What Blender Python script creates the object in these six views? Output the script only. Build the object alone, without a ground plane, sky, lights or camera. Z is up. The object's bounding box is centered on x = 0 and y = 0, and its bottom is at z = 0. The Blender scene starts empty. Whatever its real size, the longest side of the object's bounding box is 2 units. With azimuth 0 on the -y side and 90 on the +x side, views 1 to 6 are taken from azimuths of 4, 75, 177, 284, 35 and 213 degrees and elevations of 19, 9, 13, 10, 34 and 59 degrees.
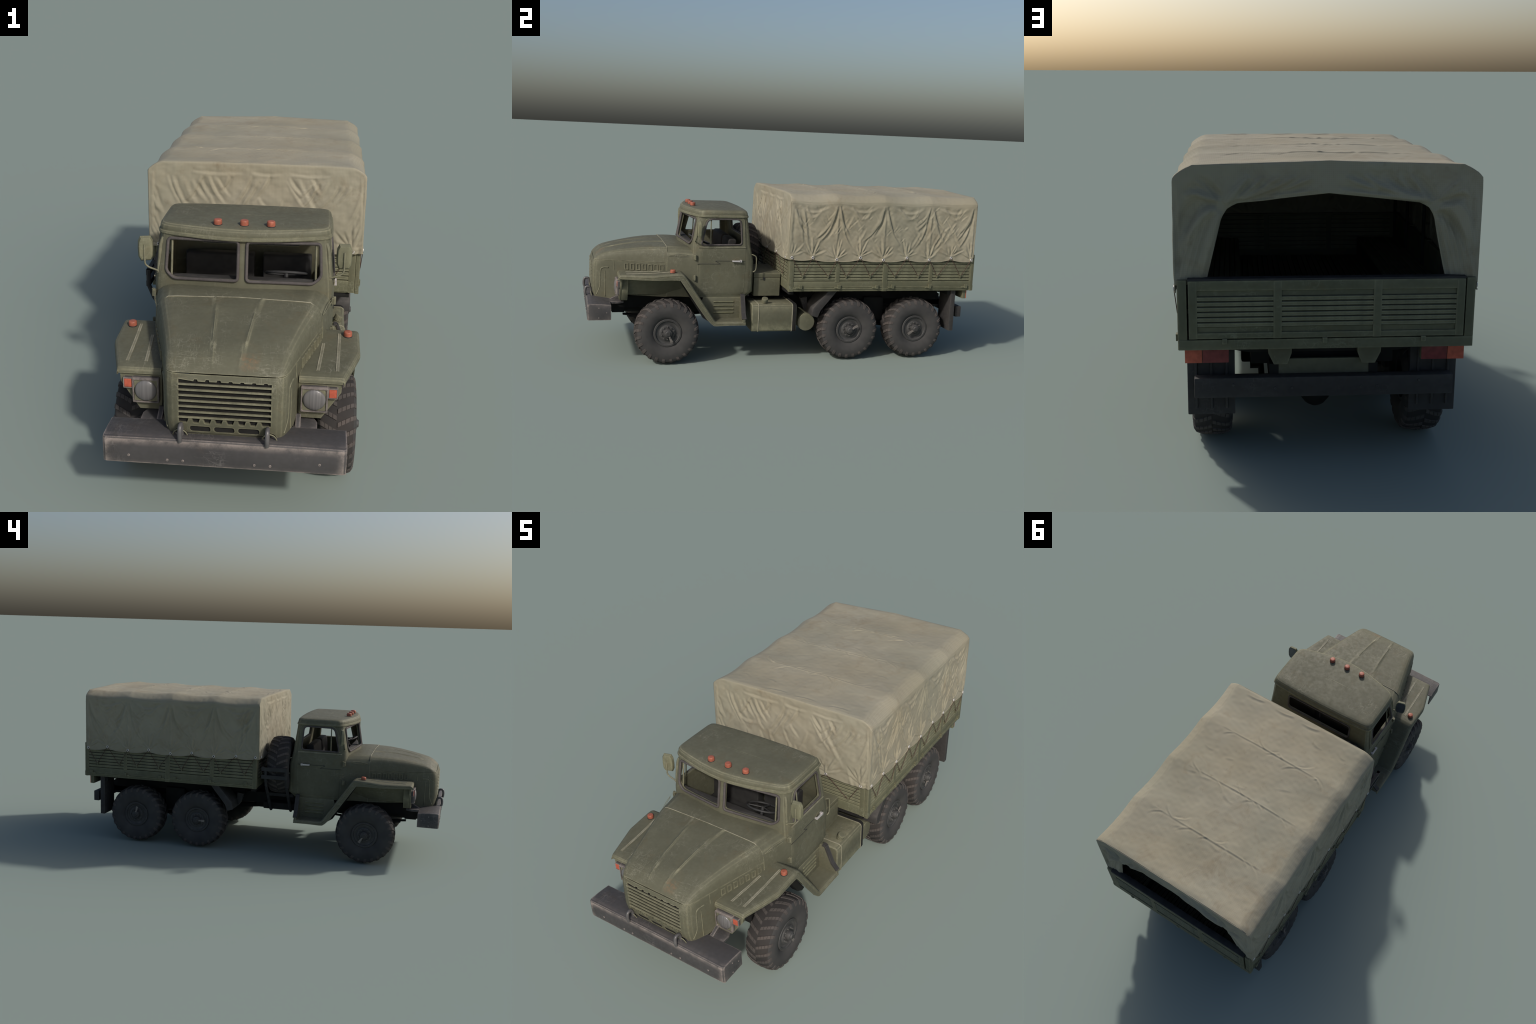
import bpy, bmesh, math, random
import numpy as np
from mathutils import Vector, Matrix

random.seed(7)
rng = np.random.default_rng(7)

# =====================================================================
#  MATERIALS
# =====================================================================
def nd(nt, kind, **kw):
    n = nt.nodes.new(kind)
    for k, v in kw.items():
        setattr(n, k, v)
    return n

class Mat:
    """small builder for node materials on Object coordinates"""
    def __init__(self, name):
        self.m = bpy.data.materials.new(name)
        self.m.use_nodes = True
        self.nt = self.m.node_tree
        self.b = self.nt.nodes["Principled BSDF"]
        self.tc = nd(self.nt, 'ShaderNodeTexCoord')
    def link(self, a, b):
        self.nt.links.new(a, b)
    def mapping(self, scale=(1, 1, 1), rot=(0, 0, 0)):
        mp = nd(self.nt, 'ShaderNodeMapping')
        mp.inputs['Scale'].default_value = scale
        mp.inputs['Rotation'].default_value = rot
        self.link(self.tc.outputs['Object'], mp.inputs['Vector'])
        return mp.outputs['Vector']
    def noise(self, scale, detail=4, rough=.55, vec=None, dist=0.0):
        n = nd(self.nt, 'ShaderNodeTexNoise')
        n.inputs['Scale'].default_value = scale
        n.inputs['Detail'].default_value = detail
        n.inputs['Roughness'].default_value = rough
        n.inputs['Distortion'].default_value = dist
        self.link(vec if vec is not None else self.tc.outputs['Object'], n.inputs['Vector'])
        return n.outputs['Fac']
    def ramp(self, fac, stops):
        r = nd(self.nt, 'ShaderNodeValToRGB')
        el = r.color_ramp.elements
        while len(el) < len(stops):
            el.new(0.5)
        for e, (p, c) in zip(el, stops):
            e.position = p
            e.color = (c, c, c, 1) if not isinstance(c, (tuple, list)) else (*c, 1)
        self.link(fac, r.inputs['Fac'])
        return r.outputs['Color']
    def mix(self, fac, a, b, mode='MIX'):
        n = nd(self.nt, 'ShaderNodeMix', data_type='RGBA', blend_type=mode)
        for sock, val in ((n.inputs[0], fac), (n.inputs[6], a), (n.inputs[7], b)):
            if isinstance(val, (int, float)):
                sock.default_value = val
            elif isinstance(val, (tuple, list)):
                sock.default_value = (*val, 1)
            else:
                self.link(val, sock)
        return n.outputs[2]
    def math(self, op, a, b=0.0, clamp=False):
        n = nd(self.nt, 'ShaderNodeMath', operation=op, use_clamp=clamp)
        for sock, val in ((n.inputs[0], a), (n.inputs[1], b)):
            if isinstance(val, (int, float)):
                sock.default_value = val
            else:
                self.link(val, sock)
        return n.outputs[0]
    def pointiness(self):
        return nd(self.nt, 'ShaderNodeNewGeometry').outputs['Pointiness']
    def color(self, c):
        if isinstance(c, (tuple, list)):
            self.b.inputs['Base Color'].default_value = (*c, 1)
        else:
            self.link(c, self.b.inputs['Base Color'])
    def rough(self, r):
        if isinstance(r, (int, float)):
            self.b.inputs['Roughness'].default_value = r
        else:
            self.link(r, self.b.inputs['Roughness'])
    def bump(self, h, strength=.3, dist=.002):
        n = nd(self.nt, 'ShaderNodeBump')
        n.inputs['Strength'].default_value = strength
        n.inputs['Distance'].default_value = dist
        self.link(h, n.inputs['Height'])
        self.link(n.outputs['Normal'], self.b.inputs['Normal'])

def plain(name, col, rough=.6, metal=0.0, vary=.25, scale=30, spec=.3):
    m = Mat(name)
    n = m.noise(scale, 4)
    d = tuple(c * (1 - vary) for c in col)
    l = tuple(min(1, c * (1 + vary)) for c in col)
    m.color(m.ramp(n, [(.3, d), (.7, l)]))
    m.rough(rough)
    m.b.inputs['Metallic'].default_value = metal
    m.b.inputs['Specular IOR Level'].default_value = spec
    return m.m

def worn_metal(name, base_a, base_b, scratch, edge, rust=(.16, .065, .025),
               rough=.62, scratch_amt=.48, edge_amt=.75, rust_amt=.5, rust_spot=None):
    """painted sheet metal: cloudy tone, fine scratches, bare edges, few rust spots"""
    m = Mat(name)
    big = m.noise(5.5, 5, .6)
    col = m.mix(m.ramp(big, [(.32, 0), (.68, 1)]), base_a, base_b)
    fine = m.noise(60, 4, .65)
    col = m.mix(m.ramp(fine, [(.35, 0), (.75, .30)]), col, tuple(c * .72 for c in base_a))
    stain = m.noise(13, 6, .7, dist=.8)
    col = m.mix(m.ramp(stain, [(.55, 0), (.72, .45)]), col, tuple(c * f for c, f in zip(base_b, (.92, .76, .62))))
    # hairline scratches: thin iso-lines of stretched, warped noise
    sc = None
    for rot, sx in (((.3, .5, .2), (60, 6, 11)), ((1.1, .2, 1.3), (8, 64, 9)), ((.6, 1.4, .5), (10, 7, 66))):
        v = m.mapping(sx, rot)
        f = m.noise(1.0, 3, .62, vec=v, dist=.2)
        d = m.math('ABSOLUTE', m.math('SUBTRACT', f, .5))
        l_ = m.ramp(d, [(.0025, 1), (.010, 0)])
        sc = l_ if sc is None else m.mix(1.0, sc, l_, 'LIGHTEN')
    patch = m.ramp(m.noise(7, 4, .65), [(.49, 0), (.68, 1)])
    sc = m.mix(1.0, sc, patch, 'MULTIPLY')
    col = m.mix(m.math('MULTIPLY', sc, scratch_amt), col, scratch)
    rn = m.ramp(m.noise(21, 7, .75, dist=.5), [(.67, 0), (.76, 1)])
    col = m.mix(m.math('MULTIPLY', rn, rust_amt), col, rust)
    if rust_spot:
        x, y, z, rad = rust_spot
        dv = nd(m.nt, 'ShaderNodeVectorMath', operation='DISTANCE')
        m.link(m.tc.outputs['Object'], dv.inputs[0])
        dv.inputs[1].default_value = (x, y, z)
        near = m.ramp(m.math('DIVIDE', dv.outputs['Value'], rad), [(.25, 1), (1.0, 0)])
        grain = m.ramp(m.noise(75, 5, .75), [(.42, 0), (.60, 1)])
        col = m.mix(m.math('MULTIPLY', m.math('MULTIPLY', near, grain), .5), col, (.225, .12, .06))
    # bare edges: where a bevelled normal departs from the true one
    bv = nd(m.nt, 'ShaderNodeBevel', samples=4)
    bv.inputs['Radius'].default_value = .0045
    geo = nd(m.nt, 'ShaderNodeNewGeometry')
    dt = nd(m.nt, 'ShaderNodeVectorMath', operation='DOT_PRODUCT')
    m.link(bv.outputs['Normal'], dt.inputs[0])
    m.link(geo.outputs['True Normal'], dt.inputs[1])
    pe = m.ramp(m.math('SUBTRACT', 1.0, dt.outputs['Value']), [(.004, 0), (.045, 1)])
    wear = m.ramp(m.noise(26, 5, .72), [(.34, .12), (.60, 1)])
    col = m.mix(m.math('MULTIPLY', m.math('MULTIPLY', pe, wear), edge_amt), col, edge)
    m.color(col)
    m.rough(m.ramp(fine, [(.3, rough - .08), (.7, rough + .12)]))
    m.b.inputs['Specular IOR Level'].default_value = .28
    m.bump(m.noise(90, 4), .06, .002)
    return m.m

OLIVE_A, OLIVE_B = (.094, .093, .063), (.124, .122, .083)
M_OLIVE = worn_metal("olive_paint", OLIVE_A, OLIVE_B, (.28, .27, .21), (.28, .27, .18))
M_HOOD = worn_metal("olive_hood_paint", OLIVE_A, OLIVE_B, (.28, .27, .21), (.28, .27, .18), rust_spot=(.062, -.925, .517, .035))
M_TRIM = worn_metal("worn_highlight_trim", (.125, .122, .082), (.190, .183, .127), (.36, .34, .27), (.38, .36, .28), rust=(.2, .1, .05))  # pale worn paint; also carries the belt-line highlight as colour
M_BED = worn_metal("olive_bed_paint", (.094, .096, .060), (.128, .127, .081), (.29, .29, .21), (.25, .245, .155))
M_BUMPER = worn_metal("grey_bumper_steel", (.050, .048, .049), (.072, .069, .070), (.22, .21, .20), (.34, .29, .26),
                      rust=(.12, .07, .04), rough=.55, edge_amt=.9)
M_CHASSIS = plain("chassis_black", (.011, .0105, .010), .8)
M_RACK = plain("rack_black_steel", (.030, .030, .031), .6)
M_MUD = worn_metal("mudguard_dark_steel", (.034, .032, .032), (.046, .044, .043), (.10, .09, .085), (.09, .085, .08), rough=.7, rust_amt=.2)
M_SEAL = worn_metal("window_rubber", (.050, .045, .045), (.066, .059, .058), (.20, .18, .17), (.13, .115, .11), rough=.75, rust_amt=.4)
M_INTERIOR = plain("interior_vinyl", (.026, .025, .024), .75)
M_LAMP = plain("lamp_orange", (.32, .100, .062), .45, vary=.3, scale=60)
M_RED = plain("lamp_red", (.17, .035, .035), .4, vary=.25, scale=60)
M_AMBER = plain("lamp_amber", (.44, .10, .06), .4, vary=.25, scale=60)
M_CHROME = plain("bare_metal", (.55, .52, .52), .38, metal=.4)
M_GROMMET = plain("grommet_metal", (.62, .60, .58), .35, metal=.3)
M_EYELET_DISC = plain("eyelet_black", (.008, .008, .008), .9)  # plain black for the discs that stand in for eyelet openings
M_ROPE = plain("lashing_rope", (.075, .042, .034), .85, scale=200)
M_MIRROR = plain("mirror_glass", (.10, .105, .12), .15, metal=.6)
M_RIM = worn_metal("wheel_grey_paint", (.040, .039, .038), (.050, .049, .048), (.11, .11, .11), (.11, .11, .11), rough=.6, rust_amt=.15)
M_CRANK = plain("valve_guard_steel", (.20, .18, .165), .5, metal=.3)
M_NUT = plain("wheel_nut_steel", (.085, .083, .08), .55)
M_SLAT = worn_metal("olive_highlight_worn_paint", (.118, .119, .076), (.158, .156, .102), (.30, .30, .22), (.27, .265, .17))  # lighter olive puts the slats' lit highlights into colour; also for worn mirrors
M_GAP_SHADE = plain("slat_gap_shade", (.030, .031, .021), .85)  # shade between the slats, painted as a dark olive
M_HOOK = plain("hook_steel", (.13, .125, .125), .42, metal=.35)

def headlight_material():
    m = Mat("headlight_glass")
    v = m.mapping((220, 1, 1))
    st = m.noise(1, 2, vec=v)
    m.color(m.ramp(st, [(.3, (.10, .097, .097)), (.7, (.17, .165, .165))]))
    m.rough(.35)
    m.b.inputs['Coat Weight'].default_value = .08
    return m.m
M_HEAD = headlight_material()

def rubber_material(name, a, b, dust):
    m = Mat(name)
    n = m.noise(22, 5)
    col = m.mix(m.ramp(n, [(.3, 0), (.7, 1)]), a, b)
    d = m.ramp(m.noise(9, 4, .6), [(.42, 0), (.75, .55)])
    col = m.mix(d, col, dust)
    m.color(col)
    m.rough(.85)
    m.b.inputs['Specular IOR Level'].default_value = .2
    m.bump(m.noise(160, 3), .1, .001)
    return m.m
M_TYRE = rubber_material("tyre_rubber", (.043, .042, .042), (.059, .058, .057), (.074, .070, .067))
M_GROOVE = rubber_material("tyre_groove_rubber", (.030, .028, .028), (.041, .038, .037), (.050, .043, .039))
M_TREAD = rubber_material("tread_rubber", (.058, .053, .050), (.082, .074, .070), (.120, .096, .086))

def canvas_material():
    m = Mat("canvas_cloth")
    big = m.noise(3.2, 5, .6)
    col = m.mix(m.ramp(big, [(.34, 0), (.66, 1)]), (.292, .262, .188), (.332, .307, .234))
    green = m.ramp(m.noise(2.1, 3, .5), [(.42, 0), (.64, .60)])
    col = m.mix(green, col, (.252, .246, .188))
    st = m.ramp(m.noise(9, 7, .72, dist=.7), [(.54, 0), (.74, .60)])
    col = m.mix(st, col, (.215, .172, .112))
    sp = m.ramp(m.noise(38, 5, .7), [(.60, 0), (.74, .35)])
    col = m.mix(sp, col, (.18, .14, .09))
    # weave: fine crossed threads
    w1 = nd(m.nt, 'ShaderNodeTexWave', wave_type='BANDS', bands_direction='X')
    w2 = nd(m.nt, 'ShaderNodeTexWave', wave_type='BANDS', bands_direction='Y')
    w3 = nd(m.nt, 'ShaderNodeTexWave', wave_type='BANDS', bands_direction='Z')
    for w in (w1, w2, w3):
        w.inputs['Scale'].default_value = 62
        w.inputs['Distortion'].default_value = .6
        w.inputs['Detail'].default_value = 1
        m.link(m.tc.outputs['Object'], w.inputs['Vector'])
    weave = m.math('MULTIPLY', m.math('ADD', m.math('ADD', w1.outputs['Fac'], w2.outputs['Fac']), w3.outputs['Fac']), .333)
    col = m.mix(m.math('MULTIPLY', m.ramp(weave, [(.25, 1), (.65, 0)]), .22), col, (.19, .165, .118))
    m.color(col)
    m.rough(.92)
    m.b.inputs['Specular IOR Level'].default_value = .12
    m.b.inputs['Sheen Weight'].default_value = .05
    m.bump(m.math('ADD', weave, m.noise(120, 3)), .12, .0015)
    return m.m
M_CANVAS = canvas_material()

# =====================================================================
#  GEOMETRY HELPERS
# =====================================================================
ROOT = bpy.data.objects.new("military_truck", None)
bpy.context.scene.collection.objects.link(ROOT)
ROOT["label"] = "olive six-wheel army cargo truck with beige canvas cover"
ROOT["category"] = "truck"

def add(name, mesh, mat, parent=None):
    o = bpy.data.objects.new(name, mesh)
    bpy.context.scene.collection.objects.link(o)
    o.parent = parent if parent is not None else ROOT
    if mat is not None and len(mesh.materials) == 0:
        mesh.materials.append(mat)
    return o

def finish(bm, name, mat, parent=None, bevel=0, seg=2, angle=35, smooth=True, clean=True):
    if clean:
        bmesh.ops.remove_doubles(bm, verts=bm.verts, dist=1e-5)
        bmesh.ops.recalc_face_normals(bm, faces=bm.faces)
    if bevel > 0:
        es = [e for e in bm.edges if len(e.link_faces) == 2 and e.calc_face_angle(0) > math.radians(angle)]
        if es:
            bmesh.ops.bevel(bm, geom=es, offset=bevel, segments=seg, profile=.6, affect='EDGES', clamp_overlap=True)
    me = bpy.data.meshes.new(name)
    bm.to_mesh(me)
    bm.free()
    if smooth:
        me.shade_smooth()
        me.set_sharp_from_angle(angle=math.radians(angle + 5))
    return add(name, me, mat, parent)

def bm_box(bm, x0, x1, y0, y1, z0, z1):
    v = [bm.verts.new((x, y, z)) for x in (x0, x1) for y in (y0, y1) for z in (z0, z1)]
    for f in ((0, 1, 3, 2), (4, 6, 7, 5), (0, 4, 5, 1), (2, 3, 7, 6), (0, 2, 6, 4), (1, 5, 7, 3)):
        bm.faces.new([v[i] for i in f])

def box(name, x0, x1, y0, y1, z0, z1, mat, parent=None, bevel=.002, seg=2):
    bm = bmesh.new()
    bm_box(bm, x0, x1, y0, y1, z0, z1)
    return finish(bm, name, mat, parent, bevel, seg)

def bm_prism(bm, poly, axis, lo, hi):
    def P(a, b, c):
        return {'x': (c, a, b), 'y': (a, c, b), 'z': (a, b, c)}[axis]
    A = [bm.verts.new(P(a, b, lo)) for a, b in poly]
    B = [bm.verts.new(P(a, b, hi)) for a, b in poly]
    n = len(poly)
    bm.faces.new(A)
    bm.faces.new(B[::-1])
    for i in range(n):
        j = (i + 1) % n
        bm.faces.new((A[i], B[i], B[j], A[j]))

def prism(name, poly, axis, lo, hi, mat, parent=None, bevel=.002, seg=2, angle=35):
    bm = bmesh.new()
    bm_prism(bm, poly, axis, lo, hi)
    return finish(bm, name, mat, parent, bevel, seg, angle)

def bm_cyl(bm, c, axis, r0, r1, h, n=24):
    """cone/cylinder from c along axis by h"""
    ax = Vector(axis).normalized()
    q = ax.to_track_quat('Z', 'Y').to_matrix()
    A, B = [], []
    for i in range(n):
        t = 2 * math.pi * i / n
        d = q @ Vector((math.cos(t), math.sin(t), 0))
        A.append(bm.verts.new(Vector(c) + d * r0))
        B.append(bm.verts.new(Vector(c) + ax * h + d * r1))
    bm.faces.new(A[::-1])
    bm.faces.new(B)
    for i in range(n):
        j = (i + 1) % n
        bm.faces.new((A[i], A[j], B[j], B[i]))

def cyl(name, c, axis, r0, r1, h, mat, parent=None, n=24, bevel=0):
    bm = bmesh.new()
    bm_cyl(bm, c, axis, r0, r1, h, n)
    return finish(bm, name, mat, parent, bevel)

def resample_curve(pts, n_per=6):
    """Catmull-Rom through points"""
    P = [np.array(p, float) for p in pts]
    P = [2 * P[0] - P[1]] + P + [2 * P[-1] - P[-2]]
    out = []
    for i in range(1, len(P) - 2):
        for k in range(n_per):
            t = k / n_per
            a, b, c, d = P[i - 1], P[i], P[i + 1], P[i + 2]
            out.append(.5 * ((2 * b) + (c - a) * t + (2 * a - 5 * b + 4 * c - d) * t * t + (3 * b - a - 3 * c + d) * t ** 3))
    out.append(P[-2])
    return out

def bm_tube(bm, pts, r, n=8, closed=False, flat=1.0):
    pts = [Vector(p) for p in pts]
    N = len(pts)
    rings = []
    up = None
    for i, p in enumerate(pts):
        a = pts[i - 1] if (i > 0 or closed) else p
        b = pts[(i + 1) % N] if (i < N - 1 or closed) else p
        t = (b - a).normalized()
        if up is None:
            up = Vector((0, 0, 1)) if abs(t.z) < .9 else Vector((1, 0, 0))
        s = t.cross(up).normalized()
        u2 = s.cross(t).normalized()
        up = u2
        rings.append([bm.verts.new(p + s * (math.cos(2 * math.pi * k / n) * r) + u2 * (math.sin(2 * math.pi * k / n) * r * flat)) for k in range(n)])
    for i in range(N if closed else N - 1):
        A, B = rings[i], rings[(i + 1) % N]
        for k in range(n):
            bm.faces.new((A[k], A[(k + 1) % n], B[(k + 1) % n], B[k]))
    if not closed:
        bm.faces.new(rings[0][::-1])
        bm.faces.new(rings[-1])

def tube(name, pts, r, mat, parent=None, n=8, closed=False, smoothpath=0):
    if smoothpath:
        pts = resample_curve(pts, smoothpath)
    bm = bmesh.new()
    bm_tube(bm, pts, r, n, closed)
    return finish(bm, name, mat, parent, angle=50)

def bm_grid(bm, G, close_c=False):
    R, C = G.shape[:2]
    V = [[bm.verts.new(G[i, j]) for j in range(C)] for i in range(R)]
    for i in range(R - 1):
        for j in range(C if close_c else C - 1):
            k = (j + 1) % C
            bm.faces.new((V[i][j], V[i][k], V[i + 1][k], V[i + 1][j]))
    return V

def grid_normals(G, close_c=False):
    if close_c:
        dc = np.roll(G, -1, 1) - np.roll(G, 1, 1)
    else:
        dc = np.gradient(G, axis=1)
    dr = np.gradient(G, axis=0)
    n = np.cross(dc, dr)
    return n / (np.linalg.norm(n, axis=2, keepdims=True) + 1e-12)

def shell(name, G, t, mat, parent=None, close_c=False, flip=False, bevel=0, angle=35, seg=2):
    """closed shell of thickness t under a grid surface"""
    G = np.array(G, float)
    n = grid_normals(G, close_c) * (-t if not flip else t)
    bm = bmesh.new()
    A = bm_grid(bm, G, close_c)
    B = bm_grid(bm, G + n, close_c)
    R, C = G.shape[:2]
    for j in range(C if close_c else C - 1):
        k = (j + 1) % C
        for i in (0, R - 1):
            bm.faces.new((A[i][j], A[i][k], B[i][k], B[i][j]))
    if not close_c:
        for i in range(R - 1):
            for j in (0, C - 1):
                bm.faces.new((A[i][j], A[i + 1][j], B[i + 1][j], B[i][j]))
    return finish(bm, name, mat, parent, bevel, seg, angle)

def mirrored(o, name=None, parent=None):
    """second part on the other side: x mirrored copy"""
    me = o.data.copy()
    me.transform(Matrix.Scale(-1, 4, (1, 0, 0)))
    me.flip_normals()
    return add(name or o.name.split('.')[0], me, None, parent if parent is not None else o.parent)

def both(o, parent2=None):
    return o, mirrored(o, parent=parent2)

def boolean_cut(o, cutters):
    for c in cutters:
        m = o.modifiers.new("cut", 'BOOLEAN')
        m.operation = 'DIFFERENCE'
        m.solver = 'EXACT'
        m.object = c
    dg = bpy.context.evaluated_depsgraph_get()
    me = bpy.data.meshes.new_from_object(o.evaluated_get(dg))
    o.modifiers.clear()
    old = o.data
    o.data = me
    for c in cutters:
        d = c.data
        bpy.data.objects.remove(c)
        bpy.data.meshes.remove(d)
    bpy.data.meshes.remove(old)
    o.data.shade_smooth()
    o.data.set_sharp_from_angle(angle=math.radians(35))

def round_poly(poly, r, n=5):
    """rounded polygon corners; r scalar or list"""
    out = []
    N = len(poly)
    for i in range(N):
        p = np.array(poly[i], float)
        a = np.array(poly[i - 1], float) - p
        b = np.array(poly[(i + 1) % N], float) - p
        la, lb = np.linalg.norm(a), np.linalg.norm(b)
        rr = r[i] if isinstance(r, (list, tuple)) else r
        d = min(rr, la * .49, lb * .49)
        s, e = p + a / la * d, p + b / lb * d
        for k in range(n + 1):
            t = k / n
            out.append(tuple((1 - t) ** 2 * s + 2 * t * (1 - t) * p + t * t * e))
    return out

def lerp_table(tab, x, col=1):
    xs = [t[0] for t in tab]
    ys = [t[col] for t in tab]
    return float(np.interp(x, xs, ys))

# =====================================================================
#  HOOD, NOSE, COWL
# =====================================================================
HOOD_Z = .487
# y, top height, half width at the lower edge
HOOD_ROWS = [(-.605, .5645, .2585), (-.64, .5645, .2485), (-.68, .563, .237), (-.74, .557, .220), (-.81, .546, .200),
             (-.87, .534, .184), (-.90, .526, .1765), (-.92, .517, .171), (-.935, .506, .165),
             (-.946, .496, .156), (-.9525, .4875, .143)]
# fractions of width / height over the lid's section
HOOD_SECT = [(0, 1.0), (.25, 1.0), (.50, .995), (.70, .985), (.82, .965), (.885, .92), (.935, .80), (.968, .62), (.985, .42), (1.0, 0)]

def hood_sections():
    ys = [r[0] for r in HOOD_ROWS][::-1]
    zs = [r[1] for r in HOOD_ROWS][::-1]
    ws = [r[2] for r in HOOD_ROWS][::-1]
    yy = sorted(set(list(np.linspace(-.9525, -.90, 12)) + list(np.linspace(-.90, -.605, 30))))
    G = []
    us = []
    for k in range(len(HOOD_SECT) - 1):
        a, b = HOOD_SECT[k], HOOD_SECT[k + 1]
        m = 9 if k < 4 else 2
        for q in range(m):
            us.append((a[0] + (b[0] - a[0]) * q / m, a[1] + (b[1] - a[1]) * q / m))
    us.append(HOOD_SECT[-1])
    full = [(-a, b) for a, b in us[::-1]][:-1] + us
    for y in yy:
        zt, w = np.interp(y, ys, zs), np.interp(y, ys, ws)
        h = zt - HOOD_Z
        t = (y + .95) / .345
        rib = .036 + (.070 - .036) * max(0, t)          # half width of the raised centre band
        row = []
        for a, b in full:
            x = a * w
            z = HOOD_Z + h * b
            crown = .002 * (1 - min(1, abs(a) / .8) ** 2)
            step = 1 / (1 + math.exp(max(-60, min(60, (abs(x) - rib) / .0022))))
            bead = math.exp(-((abs(x) - rib) / .0042) ** 2)
            k = min(1, h / .05)
            row.append((x, y, z + (crown + .0018 * step + .0040 * bead) * k))
        G.append(row)
    return np.array(G)

hood = shell("hood", hood_sections(), .006, M_HOOD, angle=30)

# nose: plan outline (half), stacked over height
NOSE_PLAN = [(0, -.9560), (.05, -.9560), (.10, -.9556), (.128, -.9545), (.143, -.9525), (.156, -.946), (.165, -.935), (.171, -.92), (.1765, -.90), (.184, -.87),
             (.200, -.81), (.220, -.74), (.237, -.68), (.2585, -.605)]
def nose_ring(z):
    fwd = np.interp(z, [.298, .32, .36, .44, .468, .487], [.004, -.004, -.011, -.009, -.007, 0])
    wid = np.interp(z, [.298, .33, .44, .487], [.985, .995, 1.0, 1.0])
    pts = []
    for x, y in NOSE_PLAN:
        k = max(0, min(1, (-.87 - y) / .06))
        zz = z if y < -.83 else max(z, .318)
        pts.append((x * (1 - (1 - wid) * k), y + fwd * k, zz - .0015))
    return [(-x, y, z) for x, y, z in pts[::-1]][:-1] + pts

nose = shell("nose", np.array([nose_ring(z) for z in (.298, .306, .318, .335, .36, .40, .44, .468, .480, .487)]), .007,
             M_OLIVE, flip=False, angle=40)

GRILLE = (-.126, .126, .351, .468)
def cutter_prism(poly, axis, lo, hi):
    bm = bmesh.new()
    bm_prism(bm, poly, axis, lo, hi)
    return finish(bm, "cutter", None, smooth=False)
cuts = []
# grille opening: notched lower and upper rims
teeth = []
x0, x1, z0, z1 = GRILLE
teeth += [(x0, z1 + .004), (x0, z0 - .010)]
nt = 8
pitch = (x1 - x0) / nt
for i in range(nt):
    cx = x0 + pitch * (i + .5)
    if i > 0:
        teeth += [(cx - pitch * .36, z0 + .004), (cx - pitch * .22, z0 - .010)]
    if i < nt - 1:
        teeth += [(cx + pitch * .22, z0 - .010), (cx + pitch * .36, z0 + .004)]
teeth += [(x1, z0 - .010), (x1, z1 + .001)]
for i in range(nt - 1, 0, -1):
    cx = x0 + pitch * (i + .5)
    dd = .003 if i > 3 else .005
    teeth += [(cx + .006, z1), (cx + .004, z1 + dd), (cx - .004, z1 + dd), (cx - .006, z1)]
cuts.append(cutter_prism(teeth, 'y', -1.0, -.90))
for a, b in ((-.096, -.039), (-.029, .027), (.037, .095)):
    cuts.append(cutter_prism(round_poly([(a, .3125), (b, .3125), (b, .331), (a, .331)], .008, 4), 'y', -1.0, -.90))
for s in (-1, 1):
    arch = [(s * .123 + .020 * math.cos(t), .296 + .024 * math.sin(t)) for t in np.linspace(0, math.pi, 13)]
    arch = [(s * .123 + .020, .28)] + arch + [(s * .123 - .020, .28)]
    cuts.append(cutter_prism(arch, 'y', -1.0, -.90))
boolean_cut(nose, cuts)
# rims of slots and hook arches
for s in (-1, 1):
    tube("arch_trim", [(s * .123 + .0205 * math.cos(t), -.9605 - .006 * math.sin(t), .296 + .0245 * math.sin(t)) for t in np.linspace(0, math.pi, 15)],
         .0018, M_OLIVE, nose)
# grille bars
NB = 7
for i in range(NB):
    z = .4585 - i * (.4585 - .3585) / (NB - 1)
    prism("grille_bar", [(-.9668, z - .0012), (-.9662, z + .0016), (-.9640, z + .0026), (-.9600, z + .0022), (-.9590, z - .0006), (-.9600, z - .0026), (-.9645, z - .0026)],
          'x', -.127, .127, M_OLIVE, nose, bevel=0)
radiator = box("radiator", -.1275, .1275, -.9555, -.9500, .305, .478, M_CHASSIS, nose, bevel=0)
# raised trim beads along the nose sides
def nose_side_x(y):
    return float(np.interp(y, [p[1] for p in NOSE_PLAN[4:]], [p[0] for p in NOSE_PLAN[4:]]))
bead = [(nose_side_x(-.885) + .001, -.885, .451), (nose_side_x(-.905) + .001, -.905, .4505), (nose_side_x(-.915) + .001, -.915, .447), (nose_side_x(-.921) + .001, -.921, .438),
        (nose_side_x(-.922) + .0005, -.9225, .41), (nose_side_x(-.922), -.923, .37), (nose_side_x(-.926), -.9265, .345), (nose_side_x(-.94), -.939, .312)]
b1 = tube("trim_bead", bead, .0032, M_OLIVE, nose, smoothpath=4)
both(b1)
sb = tube("panel_seam_bead", [(nose_side_x(-.9) + .0005, -.9, .434), (nose_side_x(-.9) + .0003, -.9, .305)], .0018, M_OLIVE, nose)
both(sb)
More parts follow.
